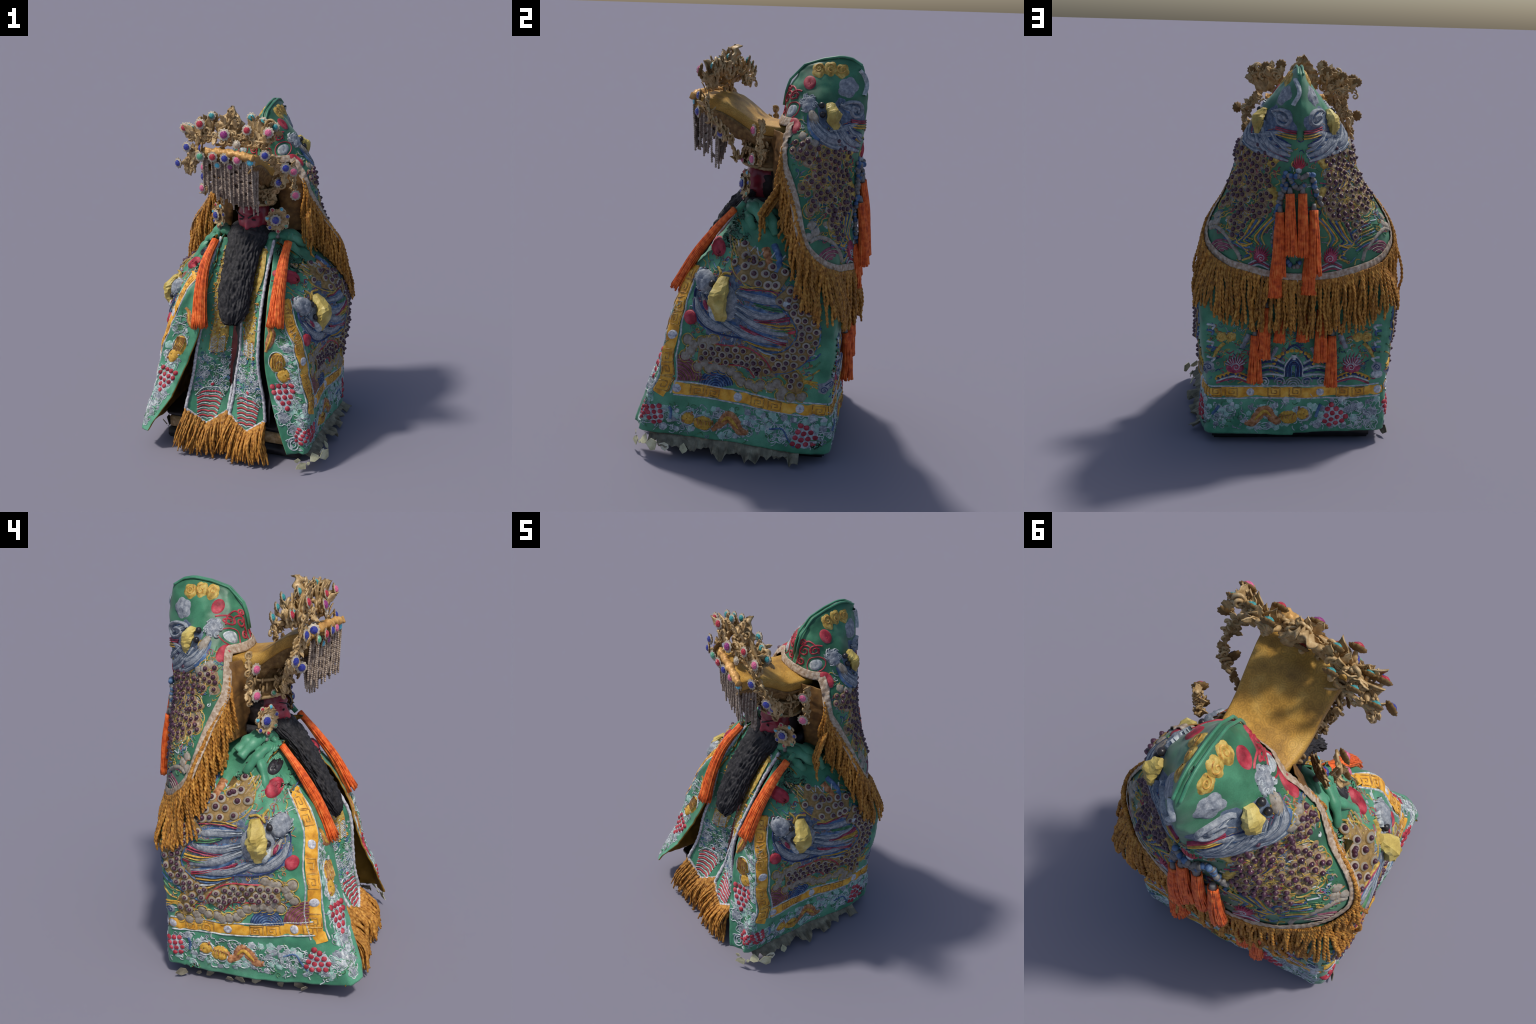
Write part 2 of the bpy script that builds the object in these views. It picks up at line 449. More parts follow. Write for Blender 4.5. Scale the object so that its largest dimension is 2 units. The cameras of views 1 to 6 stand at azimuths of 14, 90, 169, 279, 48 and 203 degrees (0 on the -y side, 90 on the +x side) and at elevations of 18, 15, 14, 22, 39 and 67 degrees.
# ------------------------------------------------------------------ pedestal
def box(lo, hi, bev=.01):
    bm = bmesh.new(); bmesh.ops.create_cube(bm, size=1)
    for v in bm.verts: v.co = Vector([(lo[i] + hi[i]) / 2 + v.co[i] * (hi[i] - lo[i]) for i in range(3)])
    if bev: bmesh.ops.bevel(bm, geom=list(bm.edges), offset=bev, segments=2, affect='EDGES')
    V = [v.co.copy() for v in bm.verts]; F = [tuple(v.index for v in f.verts) for f in bm.faces]
    bm.free(); return V, F
P = Pile()
P.add(box((-.42, -.40, .012), (.42, .42, .075)))
P.add(box((-.40, -.385, .07), (.40, .40, .17), .004))
P.add(box((-.42, -.405, .165), (.42, .42, .205)))
pedestal = P.make("pedestal", M["black"], stuff=False)
P = Pile()
P.add(box((-.405, -.392, .085), (.405, .39, .155), .004))
add("carved_band", P.v, P.f, M["gold"], pedestal)
add("inner_gown", *tube([(0, .02, .2), (0, .03, .6), (0, .06, .95), (0, .1, 1.18)], lambda t: .38 - .24 * t, 24, flat=.9), M["dark_red"])

# ------------------------------------------------------------------ front strips
class Sheet:
    """A hanging strip given by centre line and half widths; pos(s, t) with s across [-1,1], t down [0,1]."""
    def __init__(self, centre, widths, bow=.02, tip=.1, phase=0.0, tilt=(0, 0, 0, 0, 0)):
        self.tilt = smooth_table([0, .35, .65, .87, 1], tilt)
        self.c = spline(centre, 101); self.w = smooth_table([i / (len(widths) - 1) for i in range(len(widths))], widths)
        self.bow = bow; self.tip = tip; self.phase = phase
    def pos(self, s, t):
        u = max(0, min(1, t)) * 100; i = min(int(u), 99)
        c = self.c[i].lerp(self.c[i + 1], u - i)
        side = Vector((1, 0, 0))
        p = c + side * (s * self.w(t)) + Vector((0, self.bow * s * s + s * self.tilt(t), 0))
        if t > .8: p.z -= self.tip * (1 - abs(s)) * (t - .8) / .2
        p.y += .006 * math.sin(t * 17 + self.phase) + .006 * math.sin(s * 3 + t * 9 + self.phase)
        return p
    def normal(self, s, t):
        e = .01
        a = self.pos(min(1, s + e), t) - self.pos(max(-1, s - e), t); b = self.pos(s, min(1, t + e)) - self.pos(s, max(0, t - e))
        n = a.cross(b).normalized()
        return n if n.y < 0 else -n
    def mesh(self, ns=30, ntt=90):
        V = [self.pos(-1 + 2 * j / ns, i / ntt) for i in range(ntt + 1) for j in range(ns + 1)]
        return V, [tuple(reversed(f)) for f in grid_faces(ntt + 1, ns + 1)]
strips = [
    Sheet([(-.10, -.05, 1.21), (-.118, -.165, 1.02), (-.115, -.235, .86), (-.115, -.272, .70), (-.130, -.318, .50), (-.147, -.355, .36), (-.15, -.42, .25)], [.07, .088, .092, .102, .112, .116, .124], bow=.015, tip=.085, phase=.4, tilt=(.03, .05, .05, .04, .03)),
    Sheet([(.09, -.06, 1.22), (.082, -.165, 1.04), (.082, -.258, .87), (.092, -.322, .70), (.090, -.358, .50), (.100, -.380, .36), (.104, -.435, .24)], [.07, .070, .070, .072, .076, .098, .114], bow=.015, tip=.08, phase=2.1, tilt=(-.02, -.045, -.055, -.03, -.01)),
]
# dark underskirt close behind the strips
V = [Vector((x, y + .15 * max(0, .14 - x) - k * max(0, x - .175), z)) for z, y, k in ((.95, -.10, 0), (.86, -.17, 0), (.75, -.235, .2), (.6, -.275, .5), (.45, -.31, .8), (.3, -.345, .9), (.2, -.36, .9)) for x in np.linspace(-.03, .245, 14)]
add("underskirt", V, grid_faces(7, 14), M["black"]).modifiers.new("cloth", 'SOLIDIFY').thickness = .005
for s in strips:
    o = add("front_strip", *s.mesh(), M["green"])
    so = o.modifiers.new("cloth", 'SOLIDIFY'); so.thickness = .007; so.offset = -1
    # cord round the edge
    edge = [s.pos(-1, t) for t in np.linspace(0, 1, 60)] + [s.pos(a, 1) for a in np.linspace(-1, 1, 24)] + [s.pos(1, t) for t in np.linspace(1, 0, 60)]
    V, F = tube([e + Vector((0, -.004, 0)) for e in edge], .0095, 8, lobes=(2, .2, 200))
    add("edge_cord", V, F, M["silver"], o)
    # matted fringe below the strip
    P = Pile()
    for k in range(64):
        a = -1 + 2 * (k + .5) / 64 + rng.uniform(-.03, .03)
        p = s.pos(a, 1); clump = round(a * 5) / 5
        zend = rng.uniform(.003, .045) if abs(a) < .6 else rng.uniform(.02, .07)
        mid = Vector((p.x + rng.uniform(-.012, .012) + a * .015, p.y - .055 - rng.uniform(0, .05), (p.z + zend) / 2 + .015))
        end = Vector((p.x + (clump - a) * .06 + rng.uniform(-.02, .02) + a * .05, p.y - .075 - rng.uniform(0, .055), zend))
        w = rng.uniform(.007, .0125)
        P.add(tube(spline([p + Vector((0, -.004, 0)), mid, end], 18), lambda t, w=w: w * (1 - .3 * t) * (1 + .2 * math.sin(t * 11)), 7, lobes=(2, .3, 160), flat=.7))
    P.make("strip_fringe", M["rope"], o)

# ------------------------------------------------------------------ head, beard
def head_surface():
    V = []; R, S = 40, 48
    for i in range(R + 1):
        th = math.pi * i / R
        for j in range(S):
            ph = 2 * math.pi * j / S
            d = Vector((math.sin(th) * math.sin(ph), -math.sin(th) * math.cos(ph), math.cos(th)))
            p = Vector((d.x * .095, d.y * .105 + .035, d.z * .135 + 1.325))
            if d.y < 0:
                f = lambda cx, cz, sx, sz: math.exp(-((p.x - cx) / sx) ** 2 - ((p.z - cz) / sz) ** 2)
                k = .026 * f(-.005, 1.29, .012, .03) + .012 * f(-.005, 1.275, .026, .012) + .010 * f(-.05, 1.36, .035, .012) + .010 * f(.04, 1.36, .035, .012) \
                    - .014 * f(-.042, 1.33, .02, .012) - .014 * f(.034, 1.33, .02, .012) + .007 * f(-.042, 1.328, .012, .007) + .007 * f(.034, 1.328, .012, .007) \
                    + .010 * f(-.055, 1.29, .025, .02) + .010 * f(.05, 1.29, .025, .02) + .008 * f(-.005, 1.245, .02, .008)
                p.y -= k
            V.append(p)
    return V, grid_faces(R + 1, S, True)
head = add("head", *head_surface(), M["face"])
add("neck", *tube([(0, .05, 1.15), (0, .05, 1.25)], .07, 20), M["face"])
for sx in (-1, 1):
    pts = [(sx * .012 - .005, -.087, 1.345), (sx * .04 - .005, -.084, 1.362), (sx * .075 - .005, -.052, 1.378)]
    add("eyebrow", *tube(spline(pts, 14), lambda t: .0065 * (1 - .6 * t), 8, flat=.6), M["brow"], head)
    add("eye", *blob((sx * .039 - .005, -.066, 1.33), (.014, .006, .005)), M["brow"], head)

BZ = [0, .1, .25, .5, .75, .92, 1]
beard_c = spline([(0, -.012, 1.285), (-.005, -.085, 1.215), (-.01, -.148, 1.14), (-.012, -.225, 1.02), (-.012, -.285, .91), (-.012, -.330, .825), (-.012, -.348, .79)], 110)
bw = smooth_table(BZ, [.095, .120, .102, .096, .094, .078, .045])
bd = smooth_table(BZ, [.032, .045, .042, .038, .038, .032, .014])
V = []; S = 110
fr = None
for i, c in enumerate(beard_c):
    t = i / 109
    for k in range(S):
        a = 2 * math.pi * k / S
        n = Vector((math.cos(a), -math.sin(a) * .8, math.sin(a) * .5))
        p = c + Vector((math.cos(a) * bw(t), -math.sin(a) * bd(t) * .8, math.sin(a) * bd(t) * .5))
        lock = (.0038 * math.sin(a * 27 + 6 * fbm((math.cos(a), math.sin(a), t * 3), 1.2, 2, 4)) + .015 * fbm((math.cos(a) * 5, math.sin(a) * 5, t * 8), 1.5, 4, 7)) * min(1, .3 + t * 4)
        if t > .9: p.z -= .03 * max(-.4, fbm((math.cos(a) * 3, 0, 0), 2.2, 2, 5)) * (t - .9) / .1
        V.append(p + n * lock)
F = grid_faces(110, S, True); F.append(tuple(range(S - 1, -1, -1))); F.append(tuple(109 * S + k for k in range(S)))
beard = add("beard", V, F, M["beard"])
for sx in (-1, 1):
    add("moustache", *tube(spline([(sx*.012 - .005, -.085, 1.262), (sx*.05, -.085, 1.25), (sx*.085, -.05, 1.225), (sx*.11, .03, 1.225)], 16), lambda t: .018 + .014 * t, 10), M["beard"], beard)

# side whiskers running back under the ears
for sx in (-1, 1):
    add("whisker", *tube(spline([(sx*.07, -.06, 1.235), (sx*.115, .0, 1.235), (sx*.13, .07, 1.24), (sx*.12, .13, 1.245)], 18), lambda t: .030 - .006 * t, 12), M["beard"], beard)

# ------------------------------------------------------------------ silk tassels
def tassel(path, r0, r1, seed, flat=.65):
    """bundle of fine silk threads under a bound neck, flaring toward ragged ends"""
    R = random.Random(int(seed * 10) + 1); path = spline(path, 40); P = Pile(); n = len(path)
    fr = []
    for i in range(n):
        tt = (path[min(i + 1, n - 1)] - path[max(i - 1, 0)]).normalized(); side = Vector((1, 0, 0)); side = (side - tt * side.dot(tt)).normalized()
        fr.append((side, tt.cross(side)))
    rad = lambda t: r0 * (1 + .25 * math.exp(-((t - .03) / .03) ** 2)) if t < .12 else r0 + (r1 - r0) * (.8 * ((t - .12) / .88) ** .7 + .2 * max(0, (t - .75) / .25) ** 2)
    def at(t, a, q):
        u = min(max(t, 0) * (n - 1), n - 1.001); i = int(u); f = u - i; p = path[i].lerp(path[i + 1], f); r = rad(min(t, 1)) * q
        return p + fr[i][0] * (r * math.cos(a)) + fr[i][1] * (r * flat * math.sin(a)) + Vector((0, 0, -max(0, t - 1) * .3))
    P.add(tube([at(t, 0, 0) for t in np.linspace(0, .95, 22)], lambda t: rad(t * .95) * .62, 12))
    for k in range(64):
        a = 2 * math.pi * k / 64 + R.uniform(-.05, .05); end = R.uniform(.955, 1.0); w = R.uniform(.0028, .0044) * (r1 / .04) ** .5; dr = R.uniform(-.25, .25); q = R.uniform(.86, 1.04)
        P.add(tube([at(t, a + dr * t + .08 * math.sin(t * 9 + k), q * (.93 if t < .06 else 1)) for t in np.linspace(.005, end, 16)], lambda t, w=w: w * (.75 + .25 * t), 5))
    o = P.make("tassel", M["orange"], stuff=False)
    return o
front_t = [
    [(.250, -.080, 1.225), (.247, -.165, 1.13), (.254, -.275, .98), (.264, -.372, .80)],
    [(-.197, -.090, 1.200), (-.226, -.190, 1.08), (-.224, -.280, .92), (-.207, -.352, .728)],
]
for k, p in enumerate(front_t):
    o = tassel(p, .020, .050, k * 5.1)
    top = Vector(p[0])
    add("tassel_knot", *tube([top + Vector((0, .015, .0)), top + Vector((0, .045, .035))], .014, 10), M["green"], o)
# back tassels: (top x, z) -> (bottom x, z), top radius, bottom radius, depth
for k, (x0, z0, x1, z1, r1, dy) in enumerate([
        (.052, 1.355, .040, 1.045, .034, .012), (-.009, 1.357, -.020, 1.042, .030, .014),
        (.098, 1.262, .102, .936, .040, .010), (-.067, 1.276, -.080, .945, .036, .016),
        (.108, 1.05, .116, .825, .038, -.012), (-.052, 1.05, -.055, .84, .040, -.012),
        (.150, .76, .172, .49, .044, .018), (.205, .612, .204, .36, .040, .022),
        (-.128, .75, -.134, .474, .038, .018), (-.190, .612, -.189, .338, .034, .022),
        (.075, .76, .082, .575, .030, .012), (-.035, .76, -.038, .58, .032, .012)]):
    yt = .515 if z0 > 1 else .465
    yb = .545 if z1 > .9 else (.535 if z1 > .7 else .485)
    o = tassel([(x0, yt + dy, z0), ((x0 + x1) / 2, (yt + yb) / 2 + dy + .008, (z0 + z1) / 2), (x1, yb + dy, z1)], .019, r1, 20 + k * 3.7, .8)
    add("tassel_knot", *tube([(x0, yt + dy, z0 - .004), (x0, yt + dy - .004, z0 + .03)], lambda t: .016 - .006 * t, 10), M["pewter"], o)

# ------------------------------------------------------------------ crown
crown = None
def gold_add(name, vf, mat="gold", parent=None, smooth=True, stuff=False):
    return add(name, vf[0], vf[1], M[mat], parent or crown, smooth, stuff=stuff)

# hat shell round the head
V = []; R, S = 26, 64
for i in range(R + 1):
    t = i / R
    z = 1.395 + .22 * t
    rx = interp(t, [0, .12, .2, .6, 1], [.112, .120, .108, .104, .098])
    ry = interp(t, [0, .12, .2, .6, 1], [.122, .130, .116, .112, .108])
    for j in range(S):
        a = 2 * math.pi * j / S
        k = 1 + .07 * fbm((math.cos(a) * 2, math.sin(a) * 2, t * 3), 2.2, 3, 33)
        V.append(Vector((-.005 + rx * k * math.sin(a), .055 - ry * k * math.cos(a), z + .02 * max(0, math.cos(a)) * (1 - t))))
hat = crown = gold_add("crown", (V, grid_faces(R + 1, S, True)), "gold_dark")
V, F = tube([(-.005 + .120 * math.sin(a), .052 - .134 * math.cos(a), 1.405 + .018 * max(0, math.cos(a))) for a in np.linspace(0, 2 * math.pi, 72)], .009, 8, lobes=(2, .25, 260))
gold_add("hat_rim", (V, F), "gold", hat)

gold_add("hair", blob((-.003, .065, 1.32), (.102, .095, .12), 28, 18, .10, 30), "hair", hat)
# the long board lying on top, sagging in the middle and lifting to the front
def board_pt(u, v):
    """u along from back (0) to front (1), v across -1..1"""
    y = .17 - .44 * u
    z = interp(u, [0, .15, .32, .41, .51, .61, .72, .85, 1], [1.632, 1.630, 1.640, 1.658, 1.690, 1.720, 1.748, 1.762, 1.768])
    cx = -.017 - .022 * u
    w = .140 + .030 * u
    return Vector((cx + v * w - .035 * (u - .3) * v * 0, y + .045 * v * -u, z - .012 * v * v))
def slab(fn, nu, nv, thick):
    V = [fn(i / nu, -1 + 2 * j / nv) for i in range(nu + 1) for j in range(nv + 1)]
    n = len(V); V += [p - Vector((0, 0, thick(i // (nv + 1) / nu) if callable(thick) else thick)) for i, p in enumerate(V)]
    F = grid_faces(nu + 1, nv + 1); F += [tuple(n + k for k in reversed(f)) for f in grid_faces(nu + 1, nv + 1)]
    rim = [j for j in range(nv + 1)] + [i * (nv + 1) + nv for i in range(1, nu + 1)] + [nu * (nv + 1) + j for j in range(nv - 1, -1, -1)] + [i * (nv + 1) for i in range(nu - 1, 0, -1)]
    for a, b in zip(rim, rim[1:] + rim[:1]): F.append((b, a, a + n, b + n))
    return V, F
board = gold_add("board", slab(board_pt, 40, 16, lambda u: interp(u, [0, .3, 1], [.045, .055, .06])), "gold_board")
board.modifiers.new("edge", 'BEVEL').width = .006
roll = [board_pt(1, v) + Vector((0, -.004, -.006)) for v in np.linspace(-1, 1, 40)]
V, F = tube(spline(roll, 90), lambda t: .021 + .003 * math.sin(t * 25), 14)
V = [v + Vector((0, -1, .3)) * .009 * fbm(v, 28, 3, 5.0) + Vector((0, 0, 1)) * .008 * fbm(v, 45, 2, 9.0) for v in V]
gold_add("front_roll", (V, F), "gold_tan", board)
# deep cheeks under the board
for sx in (-1, 1):
    V = []
    for i in range(25):
        u = i / 24
        p = board_pt(u, sx * .97) - Vector((0, 0, .05))
        d = interp(u, [0, .3, .6, 1], [.03, .06, .085, .05]) + .012 * math.sin(u * 23 + sx)
        for k in range(5): V.append(p + Vector((sx * -.008 * k, 0, -d * k / 4)))
    o = gold_add("cheek_plate", (V, grid_faces(25, 5)), "gold_dark", board); o.modifiers.new("t", 'SOLIDIFY').thickness = .01

# ---- jewels: petalled bezel with a cut stone
def bezel_data(name, r, petals=10):
    V = []; S = petals * 4; prof = [(0, .25), (.45, .34), (.62, .30), (.82, .12), (1, .22), (1.0, .08), (.75, -.12), (0, -.2)]
    for rr, h in prof:
        for k in range(S):
            a = 2 * math.pi * k / S
            q = rr * (1 + (.10 * math.cos(petals * a) if rr > .7 else 0))
            V.append(Vector((r * q * math.cos(a), r * q * math.sin(a), r * h)))
    return mesh_data(name, V, grid_faces(len(prof), S, True), [M["bezel"], M["gold_dark"]], midx=[0] * (4 * S) + [1] * (3 * S))
def stone_data(name, r, mat):
    V = [Vector((0, 0, r * .62))]; S = 8
    for rr, h, off in ((.42, .55, 0), (.78, .30, .5), (.80, 0, 0)):
        for k in range(S):
            a = 2 * math.pi * (k + off) / S; V.append(Vector((r * rr * math.cos(a), r * rr * math.sin(a), r * h)))
    F = [(0, 1 + k, 1 + (k + 1) % S) for k in range(S)]
    for q in (0, 1):
        for k in range(S):
            a, b = 1 + q*S + k, 1 + q*S + (k + 1) % S; F.append((a, a + S, b + S, b))
    return mesh_data(name, V, F, M[mat], smooth=False)
BEZ = bezel_data("bezel", 1.0)
STONE = {c: stone_data("stone_" + c, 1.0, "gem_" + c) for c in ("red", "pink", "purple", "blue", "cyan", "teal", "green")}
def face_matrix(p, d, r, spin=0.0):
    q = Vector(d).normalized().to_track_quat('Z', 'Y')
    return Matrix.Translation(Vector(p)) @ q.to_matrix().to_4x4() @ Matrix.Rotation(spin, 4, 'Z') @ Matrix.Diagonal((r, r, r, 1))
def jewel(p, d, r, col, parent=None):
    b = link(bpy.data.objects.new("jewel_setting", BEZ), parent or crown); b.matrix_local = face_matrix(p, d, r, rng.uniform(0, 3))
    s = link(bpy.data.objects.new("gemstone", STONE[col]), parent or crown); s.matrix_local = face_matrix(Vector(p) + Vector(d).normalized() * r * .22, d, r * .82, rng.uniform(0, 3))

# ---- filigree: little scrolls and leaves gathered round a guide curve
def scroll(c, r, ax, turns=1.2, w=.006, seed=0):
    ax = Vector(ax).normalized(); u = ax.orthogonal().normalized(); v = ax.cross(u); ph = seed * 2.4
    pts = []
    for i in range(22):
        t = i / 21; a = ph + turns * 2 * math.pi * t; q = r * (1 - .8 * t)
        pts.append(Vector(c) + u * q * math.cos(a) + v * q * math.sin(a))
    return tube(pts, lambda t: w * (1.1 - .4 * t), 6)
def leaf(c, d, n, ln, wd, th=.004):
    d = Vector(d).normalized(); n = Vector(n); n = (n - d * n.dot(d)).normalized(); s = d.cross(n)
    V = []; K = 9
    for i in range(K + 1):
        t = i / K; w = wd * math.sin(math.pi * min(1, .08 + t * .92)) ** .8 * (1 + .25 * math.sin(t * 19)); cup = n * (.25 * ln * t * t)
        for a, h in ((-1, 0), (-.5, .5), (0, .2), (.5, .5), (1, 0)):
            V.append(Vector(c) + d * ln * t + s * w * a + cup + n * (wd * .35 * h))
    m = len(V); V += [p - n * th for p in V]
    F = grid_faces(K + 1, 5); F += [tuple(m + k for k in reversed(f)) for f in F[:]]
    rim = [j for j in range(5)] + [i * 5 + 4 for i in range(1, K + 1)] + [K * 5 + j for j in (3, 2, 1, 0)] + [i * 5 for i in range(K - 1, 0, -1)]
    for a, b in zip(rim, rim[1:] + rim[:1]): F.append((b, a, a + m, b + m))
    return V, F
def filigree(path, n, spread, r, front=(0, -1, .15), name="filigree", mat="gold", parent=None, seed=1):
    R = random.Random(seed); P = Pile(); path = [p + Vector((0, .016, 0)) for p in spline(path, 60)]
    P.add(tube(path, .008, 8))
    for k in range(n):
        i = R.randrange(60); c = path[i] + Vector((R.uniform(-.4, .4) * spread, R.uniform(-.35, .35) * spread, R.uniform(-1, 1) * spread))
        f = Vector(front) + Vector((R.uniform(-.5, .5), R.uniform(-.3, .3), R.uniform(-.4, .4)))
        if R.random() < .55:
            P.add(scroll(c, r * R.uniform(.6, 1.2), f, R.uniform(.9, 1.5), r * .28, R.random() * 3))
        else:
            d = (c - path[i]) + Vector((R.uniform(-.6, .6), R.uniform(-.2, .2), R.uniform(-.2, 1))) * spread
            P.add(leaf(c - d.normalized() * r * .6, d, f, r * R.uniform(1.6, 2.8), r * R.uniform(.5, .8)))
    return P.make(name, M[mat], parent or crown)

tiara = filigree([(-.335, -.165, 1.815), (-.25, -.20, 1.828), (-.14, -.235, 1.845), (-.05, -.245, 1.84), (.06, -.24, 1.835), (.15, -.255, 1.825), (.215, -.255, 1.835)],
                 46, .026, .023, name="tiara", seed=4)
filigree([(-.13, -.225, 1.79), (-.05, -.235, 1.80), (.04, -.24, 1.80), (.14, -.255, 1.80)], 22, .026, .022, name="tiara_foot", parent=tiara, seed=5)
# tall flame plate in the middle, jagged edge, leaning back
def flame_plate():
    V = []; K = 44; n = Vector((0, -1, .25)).normalized()
    prof = smooth_table([0, .15, .4, .6, .8, .93, 1], [.03, .075, .085, .065, .035, .012, .002])
    for i in range(K + 1):
        t = i / K; c = Vector((-.06, -.215, 1.80)).lerp(Vector((-.058, -.150, 2.0)), t)
        w = prof(t) * (1 + .34 * (2 * abs((t * 5.5) % 1 - .5) - .5) * (1 - .6 * t))
        for j in range(9):
            a = -1 + j / 4
            V.append(c + Vector((a * w, .02 * a * a, 0)) + n * (.010 * math.cos(a * 8 + t * 14) + .006 * math.sin(t * 30)))
    m = len(V); V += [p - n * .010 for p in V]
    F = grid_faces(K + 1, 9); F += [tuple(m + k for k in reversed(f)) for f in F[:]]
    rim = list(range(9)) + [i * 9 + 8 for i in range(1, K + 1)] + [K * 9 + j for j in range(7, -1, -1)] + [i * 9 for i in range(K - 1, 0, -1)]
    for a, b in zip(rim, rim[1:] + rim[:1]): F.append((b, a, a + m, b + m))
    return V, F
gold_add("flame_plate", flame_plate(), "gold", tiara, smooth=True)
filigree([(-.12, -.20, 1.87), (-.06, -.21, 1.91), (-.05, -.19, 1.95), (0, -.21, 1.88)], 20, .028, .024, name="flame_scroll", parent=tiara, seed=41)
P = Pile()
for foot, tips in (((.13, -.215, 1.795), ((.06, -.165, 1.935), (.10, -.175, 1.93), (.142, -.195, 1.945), (.18, -.205, 1.925), (.216, -.212, 1.925), (.24, -.215, 1.87), (.205, -.262, 1.88))),
                   ((-.20, -.19, 1.80), ((-.165, -.175, 1.945), (-.20, -.16, 1.91), (-.27, -.16, 1.88), (-.335, -.16, 1.88), (-.19, -.11, 1.92), (-.34, -.10, 1.86)))):
    for tp in tips:
        d = Vector(tp) - Vector(foot); P.add(leaf(foot, d, (0, -1, .3), d.length, .026, .005))
P.make("fan_leaf", M["gold"], tiara)
filigree([(.055, -.165, 1.885), (.10, -.175, 1.905), (.15, -.20, 1.90), (.225, -.215, 1.885)], 34, .030, .026, name="wing_plate", parent=tiara, seed=42)
filigree([(-.14, -.17, 1.90), (-.22, -.16, 1.885), (-.30, -.15, 1.86)], 20, .026, .024, name="wing_plate", parent=tiara, seed=43)
filigree([(-.24, -.215, 1.82), (-.255, -.205, 1.73), (-.29, -.19, 1.64), (-.315, -.18, 1.60)], 22, .022, .022, (-.3, -1, 0), name="side_branch", parent=tiara, seed=44)

F0 = (0.02, -1, .25)
tiara_gems = [((.203, -.272, 1.885), "pink", .028, (.063 * 3, -.26, 1.83)), ((.063, -.155, 1.940), "teal", .026, (.05, -.20, 1.85)), ((.142, -.188, 1.925), "teal", .026, (.12, -.22, 1.84)),
              ((.216, -.205, 1.905), "teal", .025, (.18, -.24, 1.84)), ((.071, -.250, 1.888), "red", .026, (.06, -.245, 1.84)), ((-.056, -.268, 1.860), "purple", .031, (-.05, -.25, 1.84)),
              ((-.218, -.222, 1.903), "red", .028, (-.22, -.21, 1.83)), ((-.336, -.172, 1.868), "red", .026, (-.31, -.17, 1.82)), ((-.285, -.175, 1.866), "teal", .022, (-.27, -.19, 1.82)),
              ((-.168, -.170, 1.942), "teal", .024, (-.16, -.22, 1.85)), ((-.185, -.098, 1.915), "teal", .024, (-.19, -.14, 1.84)), ((-.27, -.092, 1.888), "teal", .022, (-.25, -.13, 1.83)),
              ((-.348, -.088, 1.857), "teal", .024, (-.30, -.13, 1.82)), ((.013, -.262, 1.808), "pale", .022, (.01, -.24, 1.80)), ((-.055, -.158, 1.872), "red", .022, (-.05, -.2, 1.83))]
STONE["pale"] = stone_data("stone_pale", 1.0, "bezel")
for p, c, r, foot in tiara_gems:
    jewel(Vector(p) + Vector((0, .006, 0)), F0, r * 1.08, c, tiara)
    gold_add("stem", tube(spline([foot, (Vector(foot) + Vector(p)) / 2 + Vector((0, .02, -.005)), Vector(p) + Vector((0, .010, -.004))], 10), lambda t: .009 + .003 * math.sin(t * 12), 7), "gold", tiara)
filigree([(-.19, -.14, 1.80), (-.26, -.12, 1.82), (-.33, -.10, 1.81)], 22, .028, .018, name="rear_spray", parent=tiara, seed=8)
# row of stones on the front edge
for p, c in [((-.203, -.272, 1.732), "green"), ((-.119, -.292, 1.738), "red"), ((-.042, -.306, 1.738), "blue"), ((.034, -.312, 1.734), "pink"), ((.111, -.314, 1.726), "cyan"),
             ((-.10, -.275, 1.690), "cyan"), ((-.02, -.285, 1.688), "purple"), ((.07, -.29, 1.685), "cyan")]:
    jewel(Vector(p) + Vector((0, .010, 0)), (0, -1, .05 if p[2] > 1.7 else -.2), .029 if p[2] > 1.7 else .022, c, board)
# side sprays with stones on springs
filigree([(.16, -.26, 1.765), (.22, -.25, 1.72), (.255, -.22, 1.67), (.245, -.16, 1.60), (.19, -.13, 1.535), (.15, -.11, 1.47)], 60, .026, .02, (.4, -1, 0), "side_spray", seed=12)
filigree([(-.215, -.24, 1.755), (-.27, -.225, 1.735), (-.30, -.20, 1.70), (-.335, -.185, 1.655), (-.325, -.16, 1.615)], 42, .026, .02, (-.4, -1, 0), "side_spray", seed=13)
filigree([(-.20, -.20, 1.68), (-.20, -.16, 1.60), (-.17, -.12, 1.52), (-.14, -.10, 1.45)], 34, .026, .02, (-.4, -1, 0), "side_spray", seed=14)
for p, c, d in [((.182, -.272, 1.762), "blue", (.2, -1, .1)), ((.292, -.255, 1.697), "blue", (.5, -1, 0)), ((-.298, -.224, 1.772), "blue", (-.2, -1, .1)), ((-.369, -.192, 1.669), "blue", (-.5, -1, 0)),
                ((-.215, -.19, 1.60), "blue", (-.9, -.6, 0)), ((-.20, -.245, 1.775), "blue", (-1, -.4, .2)), ((.215, -.16, 1.59), "blue", (.9, -.6, 0))]:
    jewel(p, d, .029, c)
for sx, x in ((1, .256), (-1, -.305)):
    filigree([(x - sx * .02, .03, 1.66), (x - sx * .005, .02, 1.58), (x - sx * .015, .025, 1.50), (x, .02, 1.44)], 22, .022, .018, (sx, -.5, 0), "pendant", seed=20 + sx)
    jewel((x - sx * .005, .008, 1.615 - (.012 if sx < 0 else 0)), (sx * .5, -.8, 0), .029, "pink")
    jewel((x + sx * .006, .006, 1.478), (sx * .5, -.8, 0), .030, "pink")
# hat brow stones and reliefs
for a, c in [(-.95, "green"), (-.5, "pink"), (0, "blue"), (.5, "pink"), (.95, "green")]:
    jewel((-.005 + .132 * math.sin(a), .05 - .142 * math.cos(a), 1.437), (math.sin(a), -math.cos(a), 0), .016, c, hat)
filigree([(-.005 + .13 * math.sin(a), .05 - .138 * math.cos(a), 1.50) for a in np.linspace(-1.5, 1.5, 7)], 70, .05, .022, name="hat_relief", parent=hat, seed=31)
